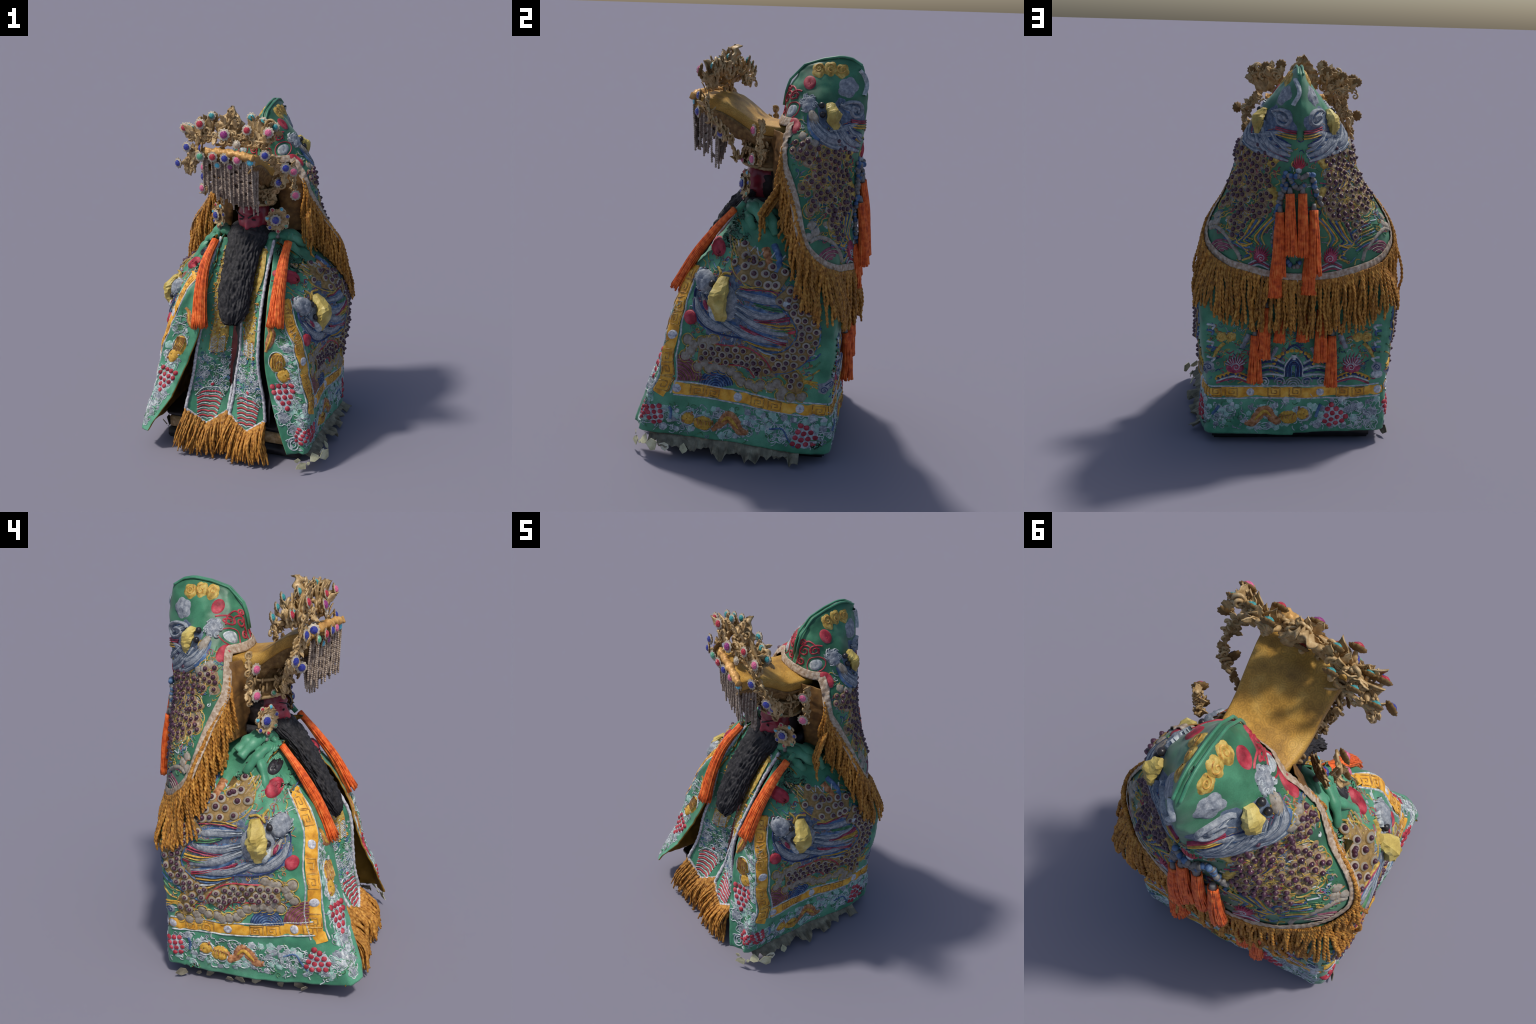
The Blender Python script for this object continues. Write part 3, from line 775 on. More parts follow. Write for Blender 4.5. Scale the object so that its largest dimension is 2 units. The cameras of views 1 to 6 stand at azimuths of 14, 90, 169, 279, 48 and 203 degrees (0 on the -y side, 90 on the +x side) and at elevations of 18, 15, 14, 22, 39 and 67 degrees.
# ear rosettes
for p, d in (((.165, -.030, 1.335), (.45, -1, .1)), ((-.195, -.008, 1.325), (-.75, -1, .05))):
    P = Pile(); q = face_matrix(p, d, 1.0)
    for k in range(9):
        a = 2 * math.pi * k / 9
        V, F = leaf((0, 0, 0), (math.cos(a), math.sin(a), .1), (0, 0, 1), .070, .028); P.add(([q @ v for v in V], F))
        P.add(scroll(q @ Vector((.052 * math.cos(a + .3), .052 * math.sin(a + .3), .012)), .019, d, 1.2, .005, k))
    rose = P.make("ear_rosette", M["gold"], crown, stuff=False)
    jewel(q @ Vector((-.012, 0, .020)), d, .033, "blue", rose)
    for k in range(7):
        a = 2 * math.pi * (k + .3) / 7
        jewel(q @ Vector((.060 * math.cos(a), .066 * math.sin(a), .016)), d, .014, ("blue", "cyan", "red", "cyan", "blue", "red", "green")[k], rose)
    gold_add("drop", tube(spline([q @ Vector((0, -.06, .0)), q @ Vector((.005, -.085, .005)), q @ Vector((.0, -.11, .0))], 8), lambda t: .010 + .005 * math.sin(t * 9), 8), "pewter", rose)
# bead curtain: strings of small beads with cross threads, front row and a lower row behind
P = Pile(); Wb = Pile()
def bead_string(top, bottom, r=.0075):
    n = int((Vector(top) - Vector(bottom)).length / (r * 1.7)); path = spline([top, (Vector(top) + Vector(bottom)) / 2 + Vector((rng.uniform(-.004, .004), rng.uniform(-.004, .004), 0)), bottom], n * 4)
    P.add(tube(path, lambda t: r * (.62 + .38 * math.sin(t * n * math.pi) ** 2), 6))
    return path
rows = []
front = []
for v in np.linspace(-.95, .95, 12):
    t = Vector(board_pt(1, v)) + Vector((0, -.005, -.045)); front.append(bead_string(t, Vector((t.x + rng.uniform(-.006, .006), t.y + .012, 1.485 + .03 * v * v + rng.uniform(-.03, .03))), .0058))
rear = [bead_string(Vector((x, -.205 + .03 * (x < -.1), 1.69)), Vector((x + .004, -.195, zb)), .0058) for x, zb in [(-.13, 1.47), (-.10, 1.445), (-.07, 1.46), (-.04, 1.42), (-.01, 1.44), (.02, 1.405), (.05, 1.425), (.08, 1.39), (.105, 1.42)]]
sidew = [bead_string(Vector((.118, y, 1.69)), Vector((.112, y, zb)), .0058) for y, zb in [(-.285, 1.485), (-.265, 1.455), (-.245, 1.47), (-.225, 1.425), (-.205, 1.40)]]
for grp in (front, rear, sidew):
    for a, b in zip(grp, grp[1:]):
        k = 0.06
        while k < .9:
            if rng.random() < .8:
                i = int(k * (len(a) - 1)); j = int(min(1, k + rng.uniform(-.01, .02)) * (len(b) - 1)); h = rng.uniform(.012, .026)
                # little sagging web of thread between two strings
                A, B = a[i], b[j]; V = []
                for u in range(6):
                    t = u / 5; m = A.lerp(B, t) + Vector((0, .004 * math.sin(t * 3.14), 0))
                    V += [m + Vector((0, 0, h * (.6 + .4 * abs(2 * t - 1)))), m - Vector((0, 0, h * (.6 + .4 * abs(2 * t - 1))))]
                Wb.add((V, [(2*u, 2*u+1, 2*u+3, 2*u+2) for u in range(5)]))
            k += rng.uniform(.06, .10)
curtain = P.make("bead_curtain", M["beads"], crown)
wb = Wb.make("curtain_thread", M["thread"], curtain); wb.modifiers.new("t", 'SOLIDIFY').thickness = .003
# =================================================================== embroidery and applique
M.update({
 "fret_dark": material("fret_shadow_thread", rgb(140,94,40), scale=60, rough=.7),
 "slate": material("slate_blue_silk", rgb(92,106,126), rgb(54,66,90), rgb(134,144,156), 60, .8, bump=.6, contrast=.9),
 "scale_dim": material("tan_bead_ground", rgb(146,124,98), rgb(98,76,54), rgb(184,170,150), 60, .75, contrast=1.0, vary=.3),
 "pale":  material("pale_thread", rgb(172,180,184), rgb(120,130,138), rgb(212,214,212), 60, .7),
 "mist":  material("grey_blue_silk", rgb(134,140,148), rgb(80,88,102), rgb(180,182,184), 55, .8, bump=.6, contrast=.9),
 "blue":  material("blue_thread", rgb(68,98,138), rgb(42,64,102), rgb(110,138,168), 30, .65),
 "navy":  material("navy_thread", rgb(44,58,104), scale=40, rough=.7),
 "magenta": material("crimson_thread", rgb(150,50,78), rgb(108,30,54), rgb(182,92,112), 40, .65),
 "red":   material("red_silk", rgb(168,46,62), rgb(122,28,42), rgb(194,84,94), 24, .6),
 "yellow": material("yellow_silk", rgb(196,150,54), rgb(144,100,32), rgb(222,184,92), 80, .7, contrast=.9),
 "fur":   material("russet_fur", rgb(168,112,72), rgb(118,70,44), rgb(196,148,108), 60, .85, bump=.5),
 "horn":  material("pale_horn", rgb(194,172,92), rgb(146,122,56), rgb(218,204,134), 14, .55, contrast=.8),
 "stud":  material("plum_bead", rgb(66,36,52), rgb(36,20,32), rgb(112,62,86), 60, .3, coat=.3),
 "eye":   material("black_bead", rgb(40,38,42), scale=30, rough=.35),
 "scale": material("scale_silk", rgb(158,148,134), rgb(112,94,74), rgb(192,186,176), 60, .7, contrast=1.0, vary=.3),
 "scale_edge": material("scale_gold_edge", rgb(138,112,66), scale=60, rough=.6),
 "plum":  material("plum_fan", rgb(126,66,84), rgb(86,40,58), rgb(160,104,118), 40, .7),
 "leafgreen": material("leaf_green", rgb(72,122,84), rgb(44,84,58), rgb(110,150,110), 40, .7),
 "ochre": material("ochre_thread", rgb(176,146,66), rgb(130,98,40), rgb(204,180,104), 50, .65),
})

class Chart:
    """Lays flat designs onto a surface by projecting along one axis."""
    def __init__(self, bvh, origin_fn, direction, near=0):
        self.near = near      # deepest plausible hit; beyond it the ray slipped past an edge
        self.b, self.o, self.d = bvh, origin_fn, Vector(direction)
        self.last = None; self.miss = 0
    def at(self, u, v):
        h = self.b.ray_cast(self.o(u, v), self.d)
        if h[0] is not None and self.near and (h[0] - self.o(u, v)).dot(self.d) > self.near: h = (None,)
        if h[0] is None:
            self.miss += 1
            h = self.b.find_nearest(self.last[0] if self.last else self.o(u, v) + self.d * .8)
        n = h[1] if h[1].dot(self.d) < 0 else -h[1]
        self.last = (h[0], n)
        return h[0], n
def charts_for(bvh, near=True):
    return dict(R=Chart(bvh, lambda u, v: Vector((1.3, u, v)), (-1, 0, 0), 1.29 if near else 0), L=Chart(bvh, lambda u, v: Vector((-1.3, u, v)), (1, 0, 0), 1.29 if near else 0),
                B=Chart(bvh, lambda u, v: Vector((u, 1.3, v)), (0, -1, 0), 1.1 if near else 0), F=Chart(bvh, lambda u, v: Vector((u, -1.5, v)), (0, 1, 0), 1.72 if near else 0))
RC, MCH = charts_for(robe_bvh), charts_for(mantle_bvh, False)
# slanted charts that look straight at the two front creases of the robe
def slanted(bvh, sx):
    d = Vector((-.62 * sx, .785, 0)); e = Vector((.785, .62 * sx, 0))
    return Chart(bvh, lambda u, v: e * u + Vector((0, 0, v)) - d * 1.5, d), (lambda p: (p[0] * e.x + p[1] * e.y, p[2]))
DR, to_dr = slanted(robe_bvh, 1); DL, to_dl = slanted(robe_bvh, -1)
class SheetChart:
    """s across in metres, t down the strip 0..1 -> scaled so that shapes keep their proportion"""
    def __init__(self, sh): self.s = sh; self.miss = 0
    def at(self, u, v):
        t = max(0, min(1, v / 1.0)); w = self.s.w(t)
        return self.s.pos(max(-1, min(1, u / w)), t), self.s.normal(max(-.98, min(.98, u / w)), t)

RELIEF = .72      # overall thickness of the stitching
PILES = {}
def pile(name, mat, parent):
    k = (name, mat, parent.name)
    if k not in PILES: PILES[k] = (Pile(), parent)
    return PILES[k][0]

def stroke(ch, pts, width, mat, parent, name="embroidery", h=None, step=.006, across=4, vs=1.0):
    """raised ribbon of thread along a polyline in chart space; width a number or f(t)"""
    P2 = spline([(p[0], p[1], 0) for p in pts], max(3, int(sum(math.dist(a, b) for a, b in zip(pts, pts[1:])) / step) + 2))
    ch.miss = 0
    base = [ch.at(p.x, p.y) for p in P2]; V = []; n = len(P2)
    if name not in ("border", "piping"):      # leave out stitches that run off the cloth or across a gap
        if ch.miss or any((a[0] - b[0]).length > .05 + 3 * step for a, b in zip(base, base[1:])): return
    for i, (p, nn) in enumerate(base):
        t = base[min(i + 1, n - 1)][0] - base[max(i - 1, 0)][0]
        s = nn.cross(t); s = s.normalized() if s.length > 1e-9 else Vector((1, 0, 0))
        w = width(i / (n - 1)) if callable(width) else width
        hh = (h if h is not None else w * .8) * RELIEF
        if callable(width): hh *= min(1, w / (width(.5) + 1e-6))
        for k in range(across + 1):
            a = -1 + 2 * k / across
            V.append(p + s * (a * w / 2) + nn * (-.0015 + (hh + .0015) * math.sqrt(max(0, 1 - a * a)) ** .8))
    pile(name, mat, parent).add((V, grid_faces(n, across + 1)))

def pad_vf(ch, c, rad, h, rings=4, seg=18, rot=0.0, rough=0.0, seed=0.0):
    """pillow-shaped applique, star-shaped outline rad(angle) or (rx, ry)"""
    V = []; cr, sr = math.cos(rot), math.sin(rot)
    for i in range(rings + 1):
        q = i / rings
        for k in range(seg):
            a = 2 * math.pi * k / seg
            if callable(rad): x, y = rad(a) * math.cos(a), rad(a) * math.sin(a)
            else: x, y = rad[0] * math.cos(a), rad[1] * math.sin(a)
            x, y = q * (x * cr - y * sr), q * (x * sr + y * cr)
            p, n = ch.at(c[0] + x, c[1] + y)
            hh = h * (RELIEF if h < .03 else 1) * math.sqrt(max(0, 1 - q ** 3)) if q < 1 else -.002
            if rough: hh += rough * fbm(p, 40, 2, seed) * (1 - q)
            V.append(p + n * hh)
    F = grid_faces(rings + 1, seg, True)[seg * 0:]
    return V, F
def pad(ch, c, rad, h, mat, parent, name="applique", **k):
    ch.miss = 0; vf = pad_vf(ch, c, rad, h, **k)
    reach = max(rad(a * .4) for a in range(16)) if callable(rad) else max(rad)
    torn = any((v - vf[0][0]).length > 2 * reach + .02 for v in vf[0])      # spans a gap between two folds
    if name == "dragon_ground" or not (ch.miss or torn): pile(name, mat, parent).add(vf)
def pad_obj(ch, c, rad, h, mat, parent, name, **k):
    V, F = pad_vf(ch, c, rad, h, **k); return add(name, V, F, M[mat], parent)

def lobed(r, n, depth, ph=0.0, squash=1.0):
    return lambda a: r * (1 - depth + depth * abs(math.cos(n * a / 2 + ph))) * (math.hypot(math.cos(a), squash * math.sin(a)))

# ---- repeated motifs ------------------------------------------------
def spiral(c, r, turns=1.6, start=0.0, flip=1):
    return [(c[0] + flip * r * (1 - .85 * i / 23) * math.cos(start + turns * 2 * math.pi * i / 23), c[1] + r * (1 - .85 * i / 23) * math.sin(start + turns * 2 * math.pi * i / 23)) for i in range(24)]

def fret_unit(ch, c, d, u, w, l, parent):
    """square key-pattern: a rectangular spiral sewn in cord, d along the band, u across"""
    def P(a, b): return (c[0] + d[0] * a * l + u[0] * b * w, c[1] + d[1] * a * l + u[1] * b * w)
    path = [(-.5, -.36), (-.5, .36), (.45, .36), (.45, -.36), (-.22, -.36), (-.22, .12), (.2, .12), (.2, -.12), (0, -.12)]
    pts = []
    for a, b in zip(path, path[1:]):
        for k in range(5): pts.append(P(a[0] + (b[0] - a[0]) * k / 5, a[1] + (b[1] - a[1]) * k / 5))
    pts.append(P(*path[-1]))
    stroke(ch, pts, .0125, "fret_dark", parent, "fret_cord", h=.0060, step=.005, across=3)
    stroke(ch, pts, .0065, "fret", parent, "fret_cord", h=.0095, step=.005, across=3)

def silk_band(ch, path, w, parent, units, disc=True):
    """gold silk border: satin ribbon, white piping on both edges, key-pattern units and silver roundels"""
    stroke(ch, path, w, "gold_silk", parent, "border", h=.004, step=.010, across=8)
    C = spline([(p[0], p[1], 0) for p in path], 200)
    def frame(t):
        i = max(1, min(198, int(t * 199))); d = (C[i + 1] - C[i - 1]).normalized()
        return C[i], (d.x, d.y), (-d.y, d.x)
    for sg in (-1, 1):
        pts = []
        for k in range(0, 200, 5):
            c, d, u = frame(k / 199); pts.append((c.x + u[0] * sg * w * .53, c.y + u[1] * sg * w * .53))
        stroke(ch, pts, .010, "pale", parent, "piping", h=.007, step=.012, across=4)
    L = sum((b - a).length for a, b in zip(C, C[1:]))
    for kind, t in units:
        c, d, u = frame(t)
        if kind == "o":
            pad_obj(ch, (c.x, c.y), (w * .40, w * .40), .010, "silver", parent, "roundel", rings=4, seg=18, rough=.004)
        else:
            fret_unit(ch, (c.x, c.y), d, u, w * .95, w * 1.05, parent)
    # seams between plain and patterned lengths
    return L

def grapes(ch, c, size, parent, lean=0.0, flip=1, rows=(4, 4, 3, 2, 1)):
    r = size / 7.0
    pad(ch, c, (size * .56, size * .6), .005, "pale", parent, "grape_ground", rot=lean)
    for i, n in enumerate(rows):
        for k in range(n):
            x = (k - (n - 1) / 2) * r * 2.05 + rng.uniform(-.1, .1) * r; y = (len(rows) / 2 - i - .5) * r * 1.85
            X = c[0] + flip * (x * math.cos(lean) - y * math.sin(lean)); Y = c[1] + x * math.sin(lean) + y * math.cos(lean)
            pad_obj(ch, (X, Y), (r * 1.02, r * .96), .014, "red", parent, "grape", rings=3, seg=10)

def vine_leaf(ch, c, size, parent, ang=0.0, mat="pale", fill=None, pts=5):
    """outlined leaf: wavy cord outline plus veins"""
    out = []
    for i in range(36):
        a = 2 * math.pi * i / 35; r = size * (.62 + .32 * abs(math.cos(pts * a / 2)))
        out.append((c[0] + r * math.cos(a + ang), c[1] + r * math.sin(a + ang)))
    if fill: pad(ch, c, (size * .7, size * .7), .004, fill, parent)
    stroke(ch, out, .0065, mat, parent, h=.005, across=3)
    for i in range(pts):
        a = ang + 2 * math.pi * i / pts
        stroke(ch, [c, (c[0] + size * .75 * math.cos(a), c[1] + size * .75 * math.sin(a))], .005, mat, parent, h=.004, across=3)
def petal_leaf(ch, c, ln, wd, ang, parent, mat="pale", vein=True):
    d = (math.cos(ang), math.sin(ang)); u = (-d[1], d[0])
    def P(a, b): return (c[0] + d[0] * a + u[0] * b, c[1] + d[1] * a + u[1] * b)
    for sg in (-1, 1):
        stroke(ch, [P(-ln / 2, 0), P(-ln * .15, sg * wd / 2), P(ln * .2, sg * wd * .42), P(ln / 2, 0)], .006, mat, parent, h=.005, across=3)
    if vein: stroke(ch, [P(-ln / 2, 0), P(ln * .3, 0)], .004, mat, parent, h=.004, across=3)
def tendrils(ch, c, size, parent, n=7, mat="pale", seed=0):
    R = random.Random(seed)
    for k in range(n):
        p = (c[0] + R.uniform(-1, 1) * size, c[1] + R.uniform(-1, 1) * size)
        if R.random() < .5: stroke(ch, spiral(p, size * R.uniform(.25, .45), 1.3, R.uniform(0, 6), R.choice((-1, 1))), .006, mat, parent, h=.005, across=3)
        else: petal_leaf(ch, p, size * R.uniform(.7, 1.1), size * .35, R.uniform(0, 6.28), parent, mat)

def squirrel(ch, c, k, s, parent):
    """long-tailed little beast: head, body, haunch, russet tail with a yellow core; k = +-1 facing"""
    X = lambda a, b: (c[0] + k * a * s, c[1] + b * s)
    pad(ch, X(-.75, .12), (.36 * s, .36 * s), .016, "yellow", parent, "squirrel", seg=16, rough=.004)
    pad(ch, X(0, -.08), (.52 * s, .42 * s), .018, "yellow", parent, "squirrel", seg=18, rough=.004)
    pad(ch, X(.12, -.22), (.26 * s, .24 * s), .024, "yellow", parent, "squirrel", seg=14)
    pad(ch, X(-.82, .16), (.05 * s, .045 * s), .021, "eye", parent, "squirrel_eye", seg=8, rings=2)
    pad(ch, X(-.56, .42), (.10 * s, .14 * s), .018, "fur", parent, "squirrel", seg=10, rings=2); pad(ch, X(-.98, .02), (.12 * s, .08 * s), .020, "fur", parent, "squirrel", seg=10, rings=2)
    for q in range(9): stroke(ch, [X(-.3 + .09 * q, .2 - .02 * q), X(-.22 + .09 * q, .05), X(-.2 + .09 * q, -.12)], .006, ("fur", "ochre")[q % 2], parent, h=.026, across=3)
    for r, cc in ((.40, X(-.75, .12)), (.30, X(.12, -.22))):
        stroke(ch, [(cc[0] + r * s * math.cos(a), cc[1] + r * s * math.sin(a)) for a in np.linspace(.4, 5.6, 22)], .007, "pale", parent, h=.012, across=3)
    tail = [X(.45, -.45), X(.85, -.15), X(1.25, .32), X(1.65, .02), X(1.95, -.42), X(2.35, -.38)]
    stroke(ch, tail, lambda t: s * (.30 + .34 * math.sin(math.pi * min(1, t * 1.02)) ** .7), "fur", parent, "squirrel_tail", h=.010, across=6)
    stroke(ch, [X(.85, -.12), X(1.25, .28), X(1.62, .0), X(1.9, -.36)], lambda t: s * (.08 + .20 * math.sin(math.pi * t)), "yellow", parent, "squirrel_tail", h=.019, across=4)

def cloud(ch, c, s, mat, parent, line="navy", lobes=3):
    for i in range(lobes):
        o = (i - (lobes - 1) / 2) * .75 * s
        pad(ch, (c[0] + o, c[1] + .12 * s * (1 - abs(i - (lobes - 1) / 2))), lobed(.52 * s, 5, .18, .4 * i), .010, mat, parent, "cloud", seg=22)
        stroke(ch, spiral((c[0] + o, c[1] + .08 * s), .30 * s, 1.4, 1.2 * i, -1 if i % 2 else 1), .010 * s / .07, line, parent, h=.013, across=3)

def fan(ch, c, r, a0, a1, mat, line, parent, rings=7):
    """shell of concentric arcs"""
    pts = lambda q: [(c[0] + q * r * math.cos(a), c[1] + q * r * math.sin(a)) for a in np.linspace(a0, a1, 14)]
    for i in range(rings):
        q = (i + .5) / rings
        stroke(ch, pts(q), r / rings * 1.02, mat, parent, "fan", h=.006, across=4)
        stroke(ch, pts(q + .5 / rings), r / rings * .28, line, parent, "fan_line", h=.008, across=3)

def scale_data():
    V = []; S = 16
    prof = [(0, .30), (.55, .30), (.85, .22), (1, -.05)]
    for r, h in prof:
        for k in range(S):
            a = 2 * math.pi * k / S
            V.append(Vector((r * math.cos(a) * .95, r * (math.sin(a) * (1.0 if math.sin(a) < 0 else 1.15)), h)))
    F = grid_faces(4, S, True); mi = [0] * (2 * S) + [1] * S
    return mesh_data("scale", V, F, [M["scale"], M["scale_edge"]], midx=mi)
def stud_data():
    V = []; S = 10
    prof = [(0, 1.25), (.35, 1.15), (.75, .75), (.95, .35), (.9, 0), (1.15, -.1)]
    for r, h in prof:
        for k in range(S):
            a = 2 * math.pi * k / S; V.append(Vector((r * math.cos(a), r * math.sin(a), h)))
    return mesh_data("stud", V, grid_faces(len(prof), S, True), M["stud"])
SCALE, STUD = scale_data(), stud_data()
SCALE_DIM = SCALE.copy(); SCALE_DIM.materials[0] = M["scale_dim"]
def place(data, name, p, n, r, parent, spin=0.0):
    o = link(bpy.data.objects.new(name, data), parent); o.matrix_local = face_matrix(p, n, r, spin); return o
def scaled_body(ch, path, width, rows, pitch, parent, fill="scale_edge", r=None, jitter=.12, edge=None):
    """serpent body: gold ground, rows of overlapping silk scales each with a plum bead"""
    stroke(ch, path, width, fill, parent, "serpent_body", h=.008, across=8, step=.012)
    C = spline([(p[0], p[1], 0) for p in path], 200); L = sum((b - a).length for a, b in zip(C, C[1:]))
    n = int(L / pitch); r = r or pitch * .52
    for i in range(n):
        for k in range(rows):
            t = (i + .5 + (.5 if k % 2 else 0)) / n
            if t >= 1: continue
            j = min(198, max(1, int(t * 199))); d = (C[j + 1] - C[j - 1]).normalized()
            off = (k - (rows - 1) / 2) / rows * width * (w_taper(t))
            u, v = C[j].x - d.y * off + rng.uniform(-jitter, jitter) * pitch, C[j].y + d.x * off + rng.uniform(-jitter, jitter) * pitch
            p, nn = ch.at(u, v)
            place(SCALE, "scale", p + nn * .006, nn, r * rng.uniform(.9, 1.12), parent, rng.uniform(0, 6))
            place(STUD, "stud", p + nn * (.006 + r * .28), nn, r * rng.uniform(.46, .60), parent)
    if edge:
        for sg in (-1, 1):
            stroke(ch, [(C[j].x - (C[j+1]-C[j-1]).normalized().y * sg * width * .52, C[j].y + (C[j+1]-C[j-1]).normalized().x * sg * width * .52) for j in range(2, 198, 8)], .010, edge, parent, h=.010, across=3)
def w_taper(t): return 1 - .25 * abs(2 * t - 1)

def horn(p0, p1, ch, wd, parent, lift=.03, seed=0.0):
    """padded horn standing off the cloth, wider in the middle"""
    V = []; S, K = 12, 14
    a, na = ch.at(*p0); b, nb = ch.at(*p1)
    c, nc = ch.at((p0[0] + p1[0]) / 2, (p0[1] + p1[1]) / 2)
    ax = (b - a).normalized(); side = nc.cross(ax).normalized(); nn = ax.cross(side)
    nn = nn if nn.dot(nc) > 0 else -nn
    for i in range(K + 1):
        t = i / K; q = a.lerp(b, t) + nn * (lift * math.sin(math.pi * min(1, t * 1.05)) + .006)
        w = wd * (.25 + .75 * math.sin(math.pi * (.08 + .84 * t)) ** .8) / 2
        for k in range(S):
            th = 2 * math.pi * k / S
            g = 1 + .38 * fbm((math.cos(th), math.sin(th), t * 3 + seed), 1.6, 3)
            V.append(q + side * (w * g * math.cos(th)) + nn * (w * .75 * g * math.sin(th)))
    F = grid_faces(K + 1, S, True); F.append(tuple(range(S - 1, -1, -1))); F.append(tuple(K * S + k for k in range(S)))
    return add("horn", V, F, M["horn"], parent, smooth=False)
def pom(ch, c, r, parent, mat="red", hgt=.6, name="pom"):
    o = pad_obj(ch, c, (r, r), r * hgt, mat, parent, name, rings=6, seg=22, rough=.004)
    stroke(ch, spiral(c, r * .8, 2.2), .006, mat, parent, h=r * hgt * .85, across=3)
    return o
def eyeball(ch, c, r, parent, out=.02):
    p, n = ch.at(*c); add("eyeball", *blob(p + n * out * .7, r * .85, 16, 10), M["eye"], parent)
def fin(ch, pts, w, parent, mat="mist", edge="blue", h=.020):
    stroke(ch, pts, lambda t: w * 1.25 * (.18 + math.sin(math.pi * min(1, .12 + t * .86)) ** .8), edge, parent, "fin_edge", h=h * .55, across=6)
    stroke(ch, pts, lambda t: w * (.10 + math.sin(math.pi * min(1, .12 + t * .84)) ** .8), mat, parent, "fin", h=h, across=6)
    for q in (-.26, 0, .26):      # fine couched lines down each fin
        ln = []
        for i, p in enumerate(pts):
            a, b = pts[max(i - 1, 0)], pts[min(i + 1, len(pts) - 1)]; d = math.hypot(b[0] - a[0], b[1] - a[1]); ln.append((p[0] - (b[1] - a[1]) / d * q * w, p[1] + (b[0] - a[0]) / d * q * w))
        stroke(ch, ln, lambda t: .0045 * (1.2 - t), "slate" if q else "pale", parent, "fin_line", h=h * 1.08, across=3)

# ---- dragons on the two sides of the robe ----------------------------
def side_dragon(ch, dy):
    o = lambda *pts: [(p[0] + dy, p[1]) for p in pts]
    # quilted ground under face and mane
    pad(ch, (.02 + dy, .775), lambda a: .20 + .07 * abs(math.cos(a)) + .02 * math.sin(5 * a), .004, "slate", robe, "dragon_ground", rings=10, seg=44, rough=.004)
    pad(ch, (.16 + dy, .60), lambda a: .14 + .02 * math.sin(7 * a), .004, "scale_dim", robe, "dragon_ground", rings=8, seg=36, rough=.004)
    # body coils
    scaled_body(ch, o((.03, 1.065), (-.01, 1.005), (.06, .962), (.14, .955), (.20, .93)), .125, 3, .046, robe, edge="ochre")
    scaled_body(ch, o((.19, .885), (.285, .80), (.325, .704), (.303, .622), (.234, .553), (.145, .522)), .105, 3, .040, robe, edge="blue")
    scaled_body(ch, o((-.215, .548), (-.11, .540), (.01, .540), (.075, .51), (.115, .455)), .100, 3, .040, robe, edge="red")
    scaled_body(ch, o((.225, .50), (.27, .446), (.255, .39)), .075, 2, .036, robe, edge="ochre")
    # mane and fins sweeping back from the face
    fin(ch, o((-.03, .862), (.09, .852), (.215, .836)), .045, robe)
    fin(ch, o((-.03, .80), (.07, .770), (.16, .772), (.22, .798)), .050, robe)
    fin(ch, o((-.03, .765), (.09, .712), (.228, .682)), .055, robe)
    fin(ch, o((-.10, .712), (.02, .662), (.13, .648), (.225, .650)), .050, robe)
    fin(ch, o((-.246, .80), (-.215, .735), (-.135, .682), (-.03, .678)), .055, robe)
    fin(ch, o((-.21, .82), (-.18, .77), (-.14, .735)), .036, robe, "scale", "navy")
    pad(ch, (-.10 + dy, .80), (.085, .10), .022, "mist", robe, "dragon_face", rings=6, seg=26, rough=.01)
    pad(ch, (-.196 + dy, .882), (.052, .056), .040, "mist", robe, "dragon_snout", rings=6, seg=22, rough=.014)
    for k in range(14):
        a = rng.uniform(0, 6.28); c = (-.196 + dy + .04 * math.cos(a), .882 + .04 * math.sin(a))
        stroke(ch, spiral(c, .016, 1.2, a), .006, "pale", robe, h=.030, across=3)
    for pts, m in [(((.06, .744), (.14, .752), (.235, .776)), "magenta"), (((.06, .735), (.15, .74), (.235, .762)), "magenta"), (((-.01, .705), (.08, .672), (.22, .640)), "magenta"), (((.0, .695), (.08, .664), (.22, .630)), "red"),
                   (((-.01, .885), (.08, .892), (.18, .885)), "magenta"), (((-.01, .895), (.08, .905), (.19, .895)), "ochre"), (((.09, .735), (.17, .725), (.25, .735)), "yellow"), (((.10, .722), (.18, .71), (.25, .72)), "ochre"),
                   (((.06, .83), (.13, .815), (.20, .812)), "leafgreen"), (((.07, .82), (.13, .806), (.20, .80)), "leafgreen"), (((.12, .70), (.20, .70), (.26, .715)), "leafgreen"), (((-.24, .86), (-.25, .80), (-.215, .70), (-.12, .65), (0, .64)), "navy"),
                   (((.0, .64), (.1, .62), (.2, .62)), "blue"), (((.02, .628), (.1, .606), (.2, .604)), "yellow"), (((.05, .612), (.1, .592), (.18, .588)), "blue"), (((.08, .596), (.12, .578), (.18, .57)), "pale"), (((.10, .58), (.14, .56), (.19, .553)), "yellow")]:
        stroke(ch, o(*pts), .008, m, robe, h=.018, across=3)
    pad(ch, (.243 + dy, .705), (.024, .018), .016, "red", robe, "applique")
    pad(ch, (.215 + dy, .838), (.024, .020), .020, "pale", robe, "applique")
    # orange and blue ruff above the coil, green scaled collar behind it
    stroke(ch, o((.09, 1.065), (.115, 1.01), (.09, .985)), .045, "fur", robe, h=.014); stroke(ch, o((.13, 1.08), (.165, 1.02), (.15, .97)), .035, "blue", robe, h=.016)
    for k in range(9):
        stroke(ch, o((-.10 + .012 * k, 1.10 - .004 * k), (-.085 + .016 * k, 1.055), (-.06 + .016 * k, 1.02)), .010, ("scale_dim", "ochre")[k % 2], robe, h=.010, across=3)
    for k in range(5): stroke(ch, o((-.05 + .05 * k, 1.085 - .01 * k), (-.035 + .05 * k, 1.055 - .01 * k), (-.01 + .05 * k, 1.08 - .01 * k)), .010, "pale", robe, h=.010, across=3)
    # face furniture
    horn((-.090 + dy, .925), (-.108 + dy, .712), ch, .095, robe, .048, dy)
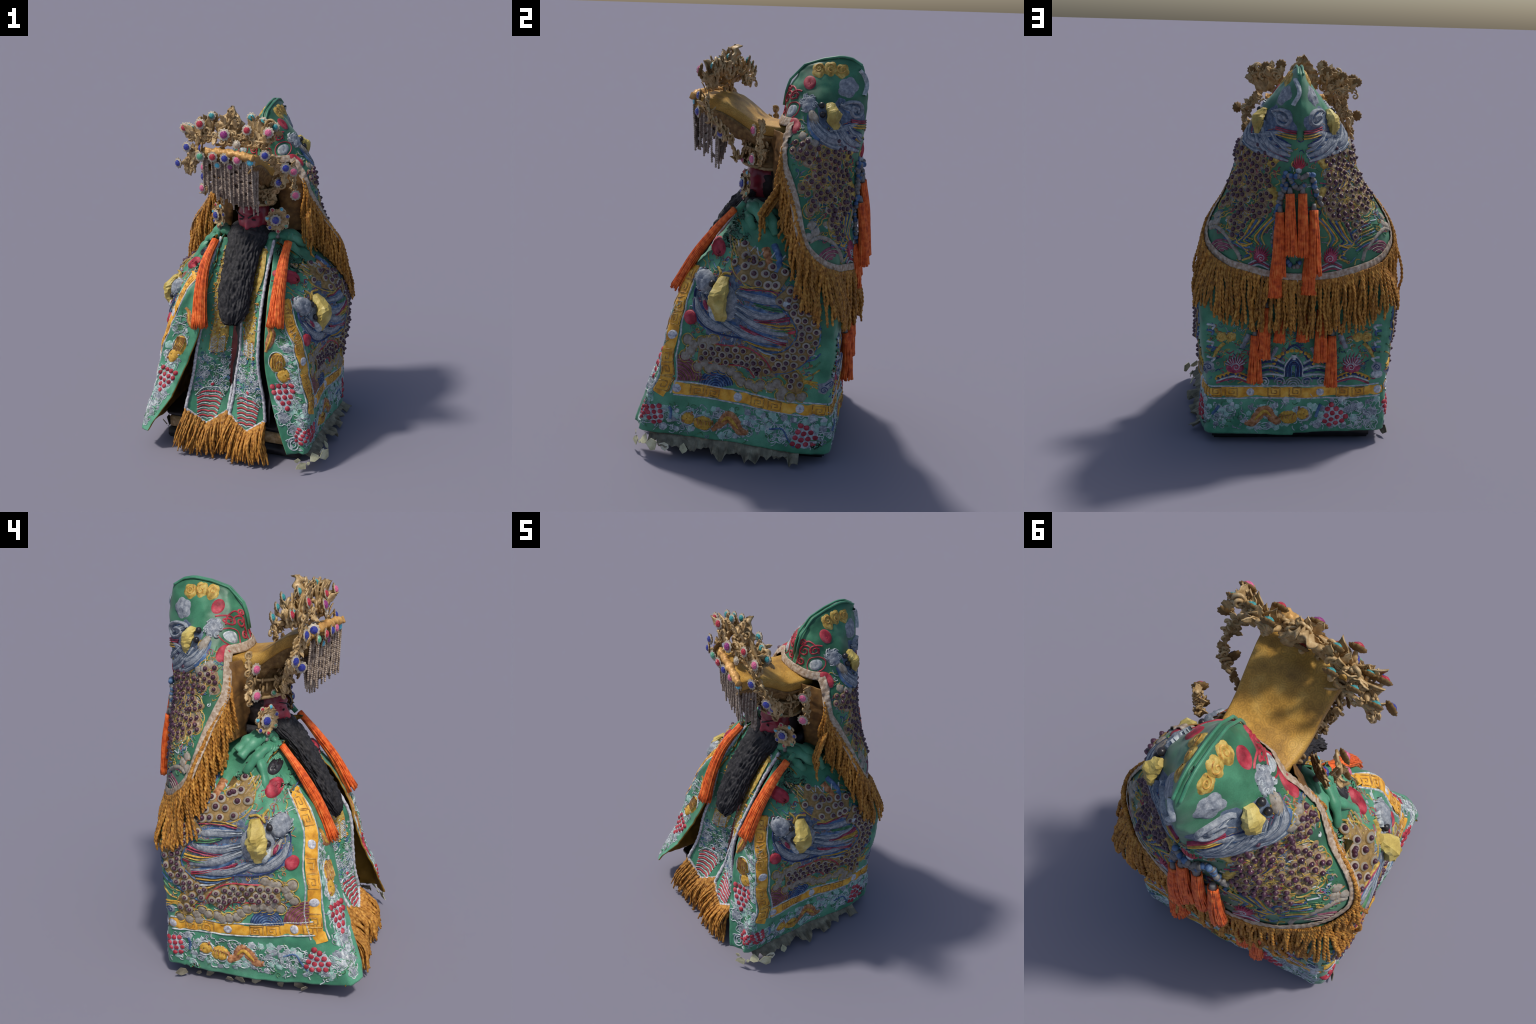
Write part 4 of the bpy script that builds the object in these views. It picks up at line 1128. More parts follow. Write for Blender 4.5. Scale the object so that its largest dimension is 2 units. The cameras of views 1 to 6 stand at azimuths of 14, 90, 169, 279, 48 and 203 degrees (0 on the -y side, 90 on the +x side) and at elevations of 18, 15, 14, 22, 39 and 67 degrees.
    eyeball(ch, (-.150 + dy, .880), .021, robe, .030); eyeball(ch, (-.146 + dy, .806), .021, robe, .030)
    pad(ch, (-.145 + dy, .745), (.020, .045), .032, "pale", robe, "tooth", rot=.4); pad(ch, (-.185 + dy, .775), (.012, .03), .028, "magenta", robe, "applique", rot=.4)
    stroke(ch, o((-.14, .955), (-.12, .93), (-.13, .90), (-.10, .935), (-.06, .94)), .014, "ochre", robe, h=.018)
    pom(ch, (-.262 + dy, .708), .037, robe)
    pom(ch, (-.150 + dy, 1.035), .040, robe)
    # wave foot: shells, coral knobs, cloud
    fan(ch, (-.318 + dy * .4, .398), .125, 0, math.pi / 2, "plum", "scale_edge", robe, 8)
    fan(ch, (-.125 + dy * .6, .372), .085, .15, math.pi * .95, "blue", "navy", robe, 7)
    for (a, b) in [(-.27, .60), (-.24, .575), (-.20, .595), (-.17, .60), (-.16, .575), (-.14, .61), (-.185, .49), (-.215, .47), (-.16, .465), (-.13, .475), (-.09, .468), (-.05, .455), (-.02, .43), (.0, .405), (.04, .395), (.075, .385), (.1, .40), (.18, .42), (.15, .40), (.21, .39), (.2, .36), (.25, .355), (.3, .36), (-.28, .52), (-.255, .545)]:
        pad(ch, (a + dy, b), lobed(.030, 4, .15, a * 40), .013, "scale", robe, "coral_knob", seg=14, rings=3)
        stroke(ch, [(a + dy + .030 * math.cos(q), b + .030 * math.sin(q)) for q in np.linspace(0, 5, 12)], .006, "ochre", robe, h=.010, across=3)
    for k in range(6): stroke(ch, o((-.285 + .008 * k, .575), (-.283 + .008 * k, .515)), .006, ("leafgreen", "pale")[k % 2], robe, h=.008, across=3)
    cloud(ch, (.405 + dy * .15, .393), .058, "mist", robe, lobes=1)
    for k in range(8):
        a = .42 + .3 * k / 7; stroke(ch, o((.31 + .005 * k, a + .05), (.345 + .012 * math.sin(k), a + .06), (.385, a + .09)), .009, ("ochre", "leafgreen", "blue")[k % 3], robe, h=.009, across=3)
    for k in range(3): stroke(ch, o((.29, .425 + .012 * k), (.33, .435 - .004 * k + .01 * k), (.375, .405 + .016 * k)), .009, "yellow", robe, h=.010, across=3)
side_dragon(RC["R"], 0.0)
side_dragon(RC["L"], .062)

# ---- gold borders ----------------------------------------------------
silk_band(RC["R"], [(-.335, .36), (-.20, .352), (-.02, .324), (.14, .306), (.31, .294), (.435, .284)], .064, robe,
          [("o", .03), ("f", .16), ("f", .26), ("o", .42), ("f", .55), ("f", .66), ("o", .82), ("f", .94)])
silk_band(DR, [to_dr(p) for p in ((.296, -.275, .935), (.343, -.318, .802), (.383, -.330, .729), (.401, -.345, .669), (.425, -.355, .605), (.440, -.370, .524), (.460, -.372, .46), (.484, -.385, .394), (.498, -.42, .325))], .066, robe,
          [("f", .06), ("f", .16), ("f", .30), ("f", .40), ("o", .53), ("f", .70), ("f", .80), ("f", .92)])
silk_band(RC["L"], [(-.325, .385), (-.23, .372), (-.05, .345), (.115, .333), (.26, .330), (.43, .312)], .064, robe,
          [("f", .04), ("o", .14), ("f", .28), ("f", .39), ("o", .58), ("f", .72), ("f", .83), ("o", .97)])
silk_band(DL, [to_dl(p) for p in ((-.275, -.16, 1.02), (-.318, -.205, .965), (-.356, -.255, .890), (-.385, -.280, .815), (-.430, -.290, .715), (-.465, -.308, .610), (-.486, -.318, .504), (-.500, -.330, .410), (-.512, -.360, .315))], .066, robe,
          [("f", .08), ("f", .18), ("o", .34), ("f", .48), ("f", .58), ("o", .72), ("f", .85)])
silk_band(RC["B"], [(.445, .282), (.22, .289), (0, .290), (-.15, .288), (-.33, .289), (-.475, .303)], .062, robe,
          [("f", .05), ("f", .14), ("o", .245), ("f", .38), ("f", .50), ("o", .64), ("f", .77), ("f", .86), ("o", .97)])

# ---- hem frieze: grapes, vines, squirrels ----------------------------
def hem_run(ch, k, u0, z0, z1, L, parent):
    """one side's frieze, u running with k = +-1 from the first bunch of grapes to the last"""
    Z = lambda t: z0 + (z1 - z0) * t
    U = lambda t: u0 + k * L * t
    grapes(ch, (U(0), Z(0)), .105, parent, .2 * k, rows=(3, 3, 3, 2))
    tendrils(ch, (U(.06), Z(.06) + .0), .035, parent, 7, seed=int(u0 * 90) + 3)
    stroke(ch, [(U(.09), Z(.09) + .055), (U(.105), Z(.1) + .03), (U(.10), Z(.1) - .01)], .018, "blue", parent, h=.010)
    squirrel(ch, (U(.31), Z(.3) - .002), k, .098, parent)
    for q in (.02, .14, .22, .38, .52, .62, .70, .80, .88, 1.0): tendrils(ch, (U(q), Z(q) + rng.uniform(-.04, .03)), .034, parent, 4, rng.choice(['pale', 'pale', 'mist']), int(q * 100) + int(u0 * 50))
    stroke(ch, spiral((U(.18), Z(.18) - .055), .022, 1.3), .008, "mist", parent, h=.007)
    petal_leaf(ch, (U(.41), Z(.41) + .048), .07, .045, .5, parent); petal_leaf(ch, (U(.66), Z(.66) + .035), .08, .04, .4 * k, parent)
    petal_leaf(ch, (U(.47), Z(.47) - .055), .07, .04, .2, parent)
    vine_leaf(ch, (U(.78), Z(.78) + .0), .055, parent, .4); vine_leaf(ch, (U(.84), Z(.84) + .035), .040, parent, 1.4); petal_leaf(ch, (U(.74), Z(.74) + .04), .07, .045, 2.2, parent)
    stroke(ch, [(U(.74), Z(.74) + .02), (U(.82), Z(.82) + .035), (U(.86), Z(.86) - .01), (U(.90), Z(.9) - .05)], .012, "blue", parent, h=.009)
    grapes(ch, (U(.97), Z(.97) + .005), .115, parent, 1.2 * k, rows=(4, 4, 3, 2))
    tendrils(ch, (U(.92), Z(.92) + .03), .03, parent, 6, seed=int(u0 * 90) + 5); petal_leaf(ch, (U(1.06), Z(1.05) + .02), .07, .04, 1.2, parent)
hem_run(RC["R"], 1, -.425, .215, .135, .775, robe)
hem_run(RC["L"], -1, .395, .190, .205, .765, robe)
tendrils(RC["L"], (-.455, .19), .045, robe, 9, seed=77)
hem_run(RC["B"], -1, .0, .165, .155, .0001, robe) if False else None
squirrel(RC["B"], (.02, .160), 1, .098, robe)
for q in (.42, .36, .30, .2, .1, -.02, -.1, -.16, -.28, -.33, -.38, -.44): tendrils(RC["B"], (q, .15 + rng.uniform(-.04, .04)), .034, robe, 4, rng.choice(['pale', 'mist']), int(q * 100) + 300)
petal_leaf(RC["B"], (.33, .195), .07, .045, .4, robe); petal_leaf(RC["B"], (.11, .215), .07, .05, 1.2, robe); petal_leaf(RC["B"], (.14, .10), .07, .04, .1, robe)
stroke(RC["B"], [(.385, .215), (.40, .19), (.42, .165)], .018, "blue", robe, h=.010); tendrils(RC["B"], (.41, .13), .045, robe, 8, seed=31)
stroke(RC["B"], [(-.15, .22), (-.135, .19), (-.125, .15)], .020, "blue", robe, h=.010)
grapes(RC["B"], (-.215, .150), .115, robe, .7, rows=(4, 4, 3, 2))
for c, s in (((-.315, .19), .055), ((-.425, .195), .055), ((-.345, .115), .040), ((-.42, .110), .040)): vine_leaf(RC["B"], c, s, robe, s * 40)
tendrils(RC["B"], (-.37, .15), .05, robe, 8, seed=41)

# ---- front panels ----------------------------------------------------
def front_panel(k, tail, leaf1, body, head, bunch, mass, low, bunch2):
    ch = DR if k > 0 else DL
    def cv(q): return (to_dr if k > 0 else to_dl)(RC["F"].at(*q)[0])
    tail = [cv(q) for q in tail]; leaf1, body, head, bunch, mass = (cv(q) for q in (leaf1, body, head, bunch, mass)); low = [cv(q) for q in low]
    if bunch2: bunch2 = cv(bunch2)
    stroke(ch, tail, lambda t: .020 + .034 * math.sin(math.pi * min(1, t * 1.1)), "fur", robe, "squirrel_tail", h=.010, across=6)
    stroke(ch, tail, lambda t: .006 + .018 * math.sin(math.pi * t), "yellow", robe, "squirrel_tail", h=.015, across=4)
    pad(ch, body, (.042, .062), .018, "yellow", robe, "squirrel", seg=18, rough=.004, rot=-.3 * k); pad(ch, head, (.034, .042), .020, "yellow", robe, "squirrel", seg=16, rough=.004)
    pad(ch, (head[0] + .012 * k, head[1] + .006), (.0045, .005), .024, "eye", robe, "squirrel_eye", seg=8, rings=2); pad(ch, (head[0] + .026 * k, head[1] - .016), (.010, .008), .022, "fur", robe, "squirrel", seg=10, rings=2)
    pad(ch, (head[0] - .014 * k, head[1] + .036), (.010, .014), .018, "fur", robe, "squirrel", seg=10, rings=2)
    for q in range(8): stroke(ch, [(body[0] - .03 + .008 * q, body[1] + .045), (body[0] - .026 + .008 * q, body[1] + .01), (body[0] - .03 + .008 * q, body[1] - .03)], .005, ("fur", "ochre")[q % 2], robe, h=.025, across=3)
    for c, r in ((body, .045), (head, .038)): stroke(ch, [(c[0] + r * math.cos(a), c[1] + r * 1.25 * math.sin(a)) for a in np.linspace(.2, 5.2, 20)], .007, "pale", robe, h=.011, across=3)
    stroke(ch, spiral((body[0] + .008 * k, body[1] - .01), .022, 1.0), .006, "pale", robe, h=.020, across=3)
    vine_leaf(ch, leaf1, .036, robe, .6, fill="leafgreen"); tendrils(ch, (head[0], head[1] - .065), .032, robe, 8, "pale", 5); tendrils(ch, (head[0] - .03 * k, head[1] - .03), .025, robe, 5, "mist", 6)
    grapes(ch, bunch, .110, robe, .1 * k, rows=(4, 4, 3, 2, 1))
    vine_leaf(ch, mass, .050, robe, .3, fill="mist"); tendrils(ch, (mass[0] - .01, mass[1] + .03), .040, robe, 8, seed=9)
    if bunch2:
        vine_leaf(ch, low[0], .048, robe, 1.1, fill="mist"); stroke(ch, spiral(low[1], .040, 2.4), .008, "pale", robe, h=.008, across=3); tendrils(ch, low[1], .03, robe, 6, seed=15)
        grapes(ch, bunch2, .085, robe, -.5, rows=(3, 3, 3, 2))
    else:
        for c in low: vine_leaf(ch, c, .030, robe, .8, fill="mist"); tendrils(ch, (c[0], c[1] + .03), .02, robe, 4, seed=17)
front_panel(1, [(.215, .80), (.24, .76), (.228, .70), (.215, .66)], (.300, .720), (.285, .605), (.322, .535), (.342, .420), (.352, .315), [(.415, .250), (.418, .172)], (.462, .215))
front_panel(-1, [(-.235, .72), (-.275, .745), (-.29, .80), (-.315, .83)], (-.345, .705), (-.335, .610), (-.372, .545), (-.412, .405), (-.435, .310), [(-.478, .225), (-.505, .165)], None)

# ---- back of the robe -------------------------------------------------
ch = RC["B"]
for sg in (-1, 1):
    cloud(ch, (sg * .438, .418), .062, "mist", robe, lobes=1); pad(ch, (sg * .44, .385), (.035, .025), .010, "pale", robe, "cloud")
    cloud(ch, (sg * .352, .590), .062, "ochre", robe, line="fret", lobes=2); stroke(ch, [(sg * .36, .56), (sg * .39, .53), (sg * .42, .48)], .022, "ochre", robe, h=.010)
    for k in range(9):      # lotus of flame-like petals
        a = math.pi * (.12 + .76 * k / 8); c = (sg * .305, .425)
        stroke(ch, [c, (c[0] + .05 * math.cos(a), c[1] + .045 * math.sin(a)), (c[0] + .075 * math.cos(a + .2), c[1] + .085 * math.sin(a))], lambda t: .024 * (1.05 - t), "magenta", robe, "lotus", h=.012)
        stroke(ch, [(c[0] + .02 * math.cos(a), c[1] + .02 * math.sin(a)), (c[0] + .055 * math.cos(a), c[1] + .06 * math.sin(a))], .007, "pale", robe, h=.015, across=3)
    pad(ch, (sg * .305, .42), (.05, .032), .014, "magenta", robe, "lotus"); stroke(ch, spiral((sg * .30, .425), .024, 1.5), .007, "pale", robe, h=.018, across=3)
    for k in range(4): stroke(ch, [(sg * .40, .335 + .012 * k), (sg * .31, .362 + .013 * k), (sg * .22, .335 + .012 * k)], .012, ("magenta", "pale", "navy", "yellow")[k], robe, h=.008, across=3)
    for k in range(9): pad(ch, (sg * (.40 - .02 * k), .39 - .010 * abs(k - 4) + .01), (.010, .010), .010, "yellow", robe, "wave_foam", seg=8, rings=2)
    for k in range(6): stroke(ch, [(sg * .20, .35 + .022 * k), (sg * .12, .365 + .023 * k), (sg * .05, .36 + .018 * k)], .015, ("navy", "pale")[k % 2], robe, "wave", h=.009, across=4)
    stroke(ch, [(sg * .235, .61), (sg * .27, .53)], .030, "mist", robe, h=.010); stroke(ch, [(sg * .09, .54), (sg * .125, .47)], .024, "mist", robe, h=.010)
    for k in range(7): stroke(ch, [(sg * .12, .585 - .018 * k), (sg * (.20 + .006 * k), .585 - .018 * k)], .008, ("navy", "mist")[k % 2], robe, h=.007, across=3)
    stroke(ch, spiral((sg * .07, .345), .030, 1.7, 0, sg), .010, "mist", robe, h=.010); stroke(ch, spiral((sg * .15, .345), .026, 1.7, 1, sg), .010, "pale", robe, h=.010)
for k in range(5):
    w = .048 - .009 * k; stroke(ch, [(-w, .375), (-w * .9, .44), (0, .49 - .012 * k), (w * .9, .44), (w, .375)], .010, ("pale", "navy", "blue", "navy", "blue")[k], robe, h=.010 + .002 * k, across=4)
stroke(ch, [(0, .50), (0, .47)], .03, "pale", robe, h=.014)
for k in range(12):
    a = math.pi * (.08 + .84 * k / 11); pad(ch, (.105 * math.cos(a), .425 + .095 * math.sin(a)), (.014, .012), .011, "yellow", robe, "wave_foam", seg=8, rings=2)
stroke(ch, [(-.10, .43), (0, .55), (.10, .43)], .012, "navy", robe, h=.007); fan(ch, (0, .325), .05, .2, math.pi - .2, "mist", "leafgreen", robe, 4)
for sg in (-1, 1):
    for k in range(7): stroke(ch, [(sg * .45, .66 - .03 * k), (sg * (.41 + .01 * (k % 2)), .655 - .03 * k), (sg * .425, .635 - .03 * k)], .014, ("pale", "blue", "leafgreen")[k % 3], robe, h=.012)

# ---- strips down the front ---------------------------------------------
for o, s in zip([x for x in root.children if x.name.startswith("front_strip")], strips):
    ch = SheetChart(s); R = random.Random(5)
    path = [(0.0, .06), (.010, .2), (-.008, .35), (.008, .5), (0, .66)]
    stroke(ch, path, lambda t: .100 * (.85 + .2 * math.sin(t * 9)), "ochre", o, "dragon_column", h=.008, across=8, step=.004)
    for k in range(230):
        t = R.uniform(.04, .68); c = (R.uniform(-.046, .046), t); a = R.uniform(0, 6.28); ln = R.uniform(.012, .022)
        stroke(ch, [c, (c[0] + ln * .6 * math.cos(a), t + ln * .5 * math.sin(a)), (c[0] + ln * math.cos(a + .7), t + ln * .9 * math.sin(a + .7))], lambda q: .009 * (1.1 - q), R.choice(["yellow", "pale", "ochre", "fur", "yellow", "gold_silk", "mist"]), o, "dragon_column", h=.012, across=3, step=.003)
    for k in range(10):
        t = .57 + .09 * k / 10
        for a in (-1, 1): stroke(ch, [(a * .004, t + .012), (a * .026, t), (a * .036, t + .012)], .007, "pale", o, h=.012, across=3, step=.003)
    # wave scrolls, then the striped shell in the pointed tip
    for k in range(46):
        u, t = R.uniform(-.85, .85) * s.w(.8), R.uniform(.69, .88)
        stroke(ch, [(p[0], t + (p[1] - t) * .9) for p in spiral((u, t), R.uniform(.012, .020), 1.4, R.uniform(0, 6), R.choice((-1, 1)))], .007, R.choice(["pale", "pale", "mist", "leafgreen"]), o, h=.007, across=3, step=.003)
    for k in range(5):
        for a in (-1, 1): stroke(ch, [(a * .095, .80 + .022 * k), (a * .07, .79 + .022 * k), (a * .055, .80 + .022 * k)], .011, ("mist", "blue")[k % 2], o, h=.006, across=3, step=.004)
    for k in range(6):
        t = .872 + .020 * k; w = .076 - .004 * k
        # shallow arcs that follow the arch of the shell
        stroke(ch, [(-w, t + .030), (-w * .55, t + .008), (0, t), (w * .55, t + .008), (w, t + .030)], .0125, "red", o, "shell_stripe", h=.008, across=4, step=.006)
        stroke(ch, [(-w, t + .040), (-w * .55, t + .018), (0, t + .010), (w * .55, t + .018), (w, t + .040)], .0075, "pale", o, "shell_stripe", h=.006, across=3, step=.006)
    stroke(ch, [(-.085, .91), (-.05, .866), (0, .855), (.05, .866), (.085, .91)], .009, "pale", o, h=.010, across=3); pad(ch, (0, .842), (.012, .008), .010, "red", o)
    for a in (-1, 1): stroke(ch, spiral((a * .072, .885), .016, 1.3, 0, a), .008, "leafgreen", o, h=.010, across=3, step=.003)

# ---- mantle: hood faces ------------------------------------------------
for sd, sg, dz in (("R", 1, 0.0), ("L", -1, .008)):
    ch = MCH[sd]
    cloud(ch, (.345, 1.895 + dz * .5), .075, "ochre", mantle, line="fret", lobes=3)
    pom(ch, (.250, 1.838), .033, mantle, hgt=.25); pom(ch, (.190, 1.640), .036, mantle, hgt=.35)
    pad(ch, (.385, 1.66), lambda a: .105 + .02 * math.sin(6 * a), .004, "slate", mantle, "dragon_ground", rings=8, seg=36, rough=.004)
    pad(ch, (.255, 1.742 + dz), lobed(.046, 6, .15), .018, "mist", mantle, "dragon_snout", seg=24, rough=.012)
    pad(ch, (.435, 1.82), lobed(.055, 5, .2), .010, "mist", mantle, "dragon_mane", seg=24, rough=.010)
    for k in range(10): stroke(ch, spiral((.255 + .03 * math.cos(k), 1.742 + .03 * math.sin(k)), .014, 1.2, k), .006, "pale", mantle, h=.018, across=3)
    fin(ch, [(.27, 1.70), (.30, 1.63), (.36, 1.585), (.44, 1.56)], .050, mantle); fin(ch, [(.29, 1.67), (.35, 1.61), (.42, 1.59), (.50, 1.60)], .038, mantle, edge="magenta")
    fin(ch, [(.40, 1.74), (.45, 1.72), (.50, 1.70)], .040, mantle); fin(ch, [(.36, 1.62), (.43, 1.63), (.50, 1.655)], .035, mantle, edge="navy"); fin(ch, [(.32, 1.585), (.38, 1.55), (.46, 1.53)], .030, mantle, edge="ochre")
    pad(ch, (.285, 1.68), (.024, .045), .022, "scale", mantle, "tooth", rot=.5)
    horn((.352, 1.748), (.385, 1.625), ch, .070, mantle, .018, 4 * sg)
    eyeball(ch, (.318, 1.735), .018, mantle, .016); eyeball(ch, (.322, 1.695), .018, mantle, .016)
    fan(ch, (.405, 1.030), .115, .7, 3.0, "plum", "scale", mantle, 7)
    stroke(ch, [(.305, 1.13), (.35, 1.145), (.40, 1.12), (.44, 1.06), (.455, 1.0)], .024, "scale", mantle, h=.012)
    # shells of green and gold thread between the bead fields
    for k in range(9):
        z = 1.20 - .014 * k; stroke(ch, [(.40, z), (.44, z - .02), (.465, z - .05)], .009, ("ochre", "blue", "leafgreen")[k % 3], mantle, h=.009, across=3)
    for (a, b) in ((.24, 1.60), (.27, 1.58), (.25, 1.56), (.30, 1.57), (.28, 1.18), (.31, 1.20), (.33, 1.17), (.30, 1.15)):
        pad(ch, (a, b), lobed(.024, 4, .2, a * 50), .010, "scale", mantle, "coral_knob", seg=14, rings=3)
# hood front: white pearl discs in red cloud scrolls
ch = MCH["F"]
for sg in (-1, 1):
    x0 = .010
    c = (x0 + sg * .125, 1.702); pad_obj(ch, c, (.030, .032), .010, "pale", mantle, "pearl_disc", rings=4, seg=20)
    stroke(ch, [(c[0] + .040 * math.cos(a), c[1] + .042 * math.sin(a)) for a in np.linspace(0, 6.28, 24)], .008, "red", mantle, h=.006, across=3)
    for k, (dx, z, r) in enumerate(((.055, 1.76, .034), (.10, 1.775, .026), (.045, 1.70, .026), (.075, 1.665, .024), (.15, 1.655, .022), (.03, 1.80, .02))):
        stroke(ch, spiral((x0 + sg * dx, z), r, 1.6, k, sg), .011, "red", mantle, h=.007, across=3)
    stroke(ch, [(x0 + sg * .02, 1.67), (x0 + sg * .03, 1.74), (x0 + sg * .05, 1.81), (x0 + sg * .09, 1.80), (x0 + sg * .12, 1.76)], .010, "red", mantle, h=.007, across=3)
ridge = [(MV[i * MC + 0].x, MV[i * MC + 0].y, MV[i * MC + 0].z + .002) for i in range(4, 70, 3)]
# seam cord over the crown of the hood
seam = [Vector((MCX(1.9), y, interp(y, [.12, .131, .148, .22, .31, .385, .41, .45, .503], [1.70, 1.78, 1.838, 1.914, 1.944, 1.957, 1.957, 1.95, 1.918]))) for y in np.linspace(.122, .50, 40)]
for off in (-.012, .012):
    P = tube([p + Vector((off, -.004, .003)) for p in seam], .006, 7); pile("hood_seam", "green", mantle).add(P)
# back of the hood: folded grey patch, twin curled manes, streaks
ch = MCH["B"]
pad(ch, (.018, 1.845), lambda a: .045 + .035 * abs(math.sin(a)), .016, "mist", mantle, "folded_patch", rings=6, seg=26, rough=.012)
stroke(ch, [(.035, 1.90), (.02, 1.84), (.045, 1.78)], .02, "pale", mantle, h=.024)
for sg in (-1, 1):
    X = lambda a: .012 + sg * a
    pad(ch, (X(.085), 1.685), lambda a: .072 + .012 * math.sin(4 * a), .005, "slate", mantle, "dragon_mane", rings=6, seg=30, rough=.004)
    stroke(ch, spiral((X(.08), 1.71), .046, 1.6, .5, sg), .018, "mist", mantle, h=.026); stroke(ch, spiral((X(.08), 1.71), .046, 1.6, .9, sg), .008, "blue", mantle, h=.022)
    for z0, m in ((1.655, "magenta"), (1.645, "red"), (1.632, "ochre"), (1.62, "yellow")): stroke(ch, [(X(.015), z0), (X(.06), z0 + .004), (X(.11), z0 + .014)], .010, m, mantle, h=.016, across=3)
    fin(ch, [(X(.17), 1.69), (X(.165), 1.62), (X(.12), 1.565), (X(.04), 1.535)], .045, mantle); fin(ch, [(X(.20), 1.66), (X(.195), 1.60), (X(.14), 1.54), (X(.05), 1.51)], .034, mantle, edge="magenta")
    fin(ch, [(X(.13), 1.64), (X(.10), 1.60), (X(.04), 1.585)], .030, mantle, edge="navy"); fin(ch, [(X(.10), 1.60), (X(.07), 1.575), (X(.03), 1.56)], .022, mantle, edge="ochre")
    # feathered scrolls of yellow and blue thread low on the back
    for k in range(10):
        a = .135 + .018 * k; m = ("ochre", "blue", "yellow", "leafgreen", "navy")[k % 5]
        stroke(ch, [(X(a - .05), 1.235 - .004 * k), (X(a), 1.19 - .010 * k), (X(a + .035), 1.13 - .006 * k), (X(a + .02 - .004 * k), 1.085)], lambda t: .014 * (1.1 - .5 * t), m, mantle, h=.010, across=4)
    for k in range(6): stroke(ch, [(X(.30 - .01 * k), 1.11 - .012 * k), (X(.27 - .01 * k), 1.075 - .01 * k), (X(.215 + .01 * k), 1.09 - .018 * k)], .012, ("yellow", "blue", "ochre")[k % 3], mantle, h=.010, across=4)
    for k in range(9):
        a = math.pi * (.1 + .8 * k / 8); c = (X(.175), 1.025)
        stroke(ch, [c, (c[0] + .035 * math.cos(a), c[1] + .035 * math.sin(a)), (c[0] + .05 * math.cos(a + .3), c[1] + .068 * math.sin(a))], lambda t: .020 * (1.05 - t), "magenta", mantle, "lotus", h=.012)
    pad(ch, (X(.175), 1.02), (.038, .026), .013, "magenta", mantle, "lotus"); stroke(ch, spiral((X(.17), 1.02), .02, 1.4), .007, "pale", mantle, h=.016, across=3)
    for k in range(4): stroke(ch, [(X(.235), .955 + .01 * k), (X(.185), .972 + .012 * k), (X(.13), .955 + .01 * k)], .010, ("magenta", "pale", "magenta", "mist")[k], mantle, h=.009, across=3)
    # gold knots beside the silver chain
    for (a, b) in ((.115, 1.335), (.125, 1.36), (.105, 1.30), (.13, 1.49), (.115, 1.51)): pad(ch, (X(a), b), lobed(.026, 5, .2, b * 30), .012, "ochre", mantle, "gold_knot", seg=16, rings=3)
    for k in range(7): stroke(ch, [(X(.19 + .012 * k), 1.40 + .008 * (k % 3)), (X(.18 + .01 * k), 1.375), (X(.15 + .01 * k), 1.365)], .008, ("ochre", "navy")[k % 2], mantle, h=.009, across=3)
# red flame and the silver-blue chain from which the tassels hang
for k in range(7):
    a = math.pi * (.15 + .7 * k / 6); stroke(ch, [(.012, 1.475), (.012 + .03 * math.cos(a), 1.475 + .035 * math.sin(a)), (.012 + .045 * math.cos(a) * .7, 1.475 + .075 * math.sin(a))], lambda t: .022 * (1.05 - t), "red", mantle, "flame", h=.012)
pad(ch, (.012, 1.466), (.016, .018), .018, "pale", mantle, "pearl_disc")
links = Pile(); lb = Pile(); R = random.Random(3)
def chain(pts, n, r):
    for q in spline([(p[0], p[1], 0) for p in pts], n):
        p, nn = ch.at(q.x, q.y)
        (lb if R.random() < .28 else links).add(blob(p + nn * R.uniform(.006, .018) + Vector((R.uniform(-.006, .006), 0, R.uniform(-.006, .006))), r * R.uniform(.7, 1.2), 8, 6))
chain([(.07, 1.45), (.05, 1.44), (.012, 1.435), (-.03, 1.44), (-.055, 1.45)], 14, .013); chain([(.05, 1.42), (.03, 1.39), (.0, 1.385), (-.02, 1.40)], 14, .013)
chain([(.075, 1.45), (.085, 1.36), (.11, 1.25), (.12, 1.15), (.13, 1.08)], 34, .012); chain([(-.05, 1.44), (-.08, 1.35), (-.10, 1.30)], 18, .013); chain([(.06, 1.40), (.09, 1.33), (.10, 1.28)], 14, .014); chain([(.09, 1.10), (.07, 1.02), (.03, .985), (-.01, 1.0)], 10, .014)
links.make("chain_bead", M["pewter"], mantle); lb.make("blue_bead", M["blue"], mantle)

# ---- bead fields of the mantle -------------------------------------------
R = random.Random(17); spots = []
tl = [p for p in trim_line[::6]]
tries = 0
while tries < 9000 and len(spots) < 240:
    tries += 1
    j = R.randrange(MC); i = R.randrange(20, MR - 2)
    p = MV[i * MC + j]
    ax = abs(p.x - .005)
    if not (1.12 < p.z < 1.585) or p.y < .15: continue
    lo = interp(p.z, [1.12, 1.2, 1.26, 1.34, 1.42, 1.50, 1.58], [.27, .24, .125, .12, .155, .10, .20]); hi = interp(p.z, [1.12, 1.2, 1.3, 1.6], [.32, .345, .40, .40])
    if not (lo < ax < hi): continue
    if fbm((ax, p.y, p.z), 9, 2, 2.0) < -.20: continue
    if any((p - t).length < .05 for t in tl): continue
    if any((p - q).length < .026 for q in spots): continue
    spots.append(p)
n_single = 300 - sum(1 for o in bpy.data.objects if o.name.startswith('stud'))
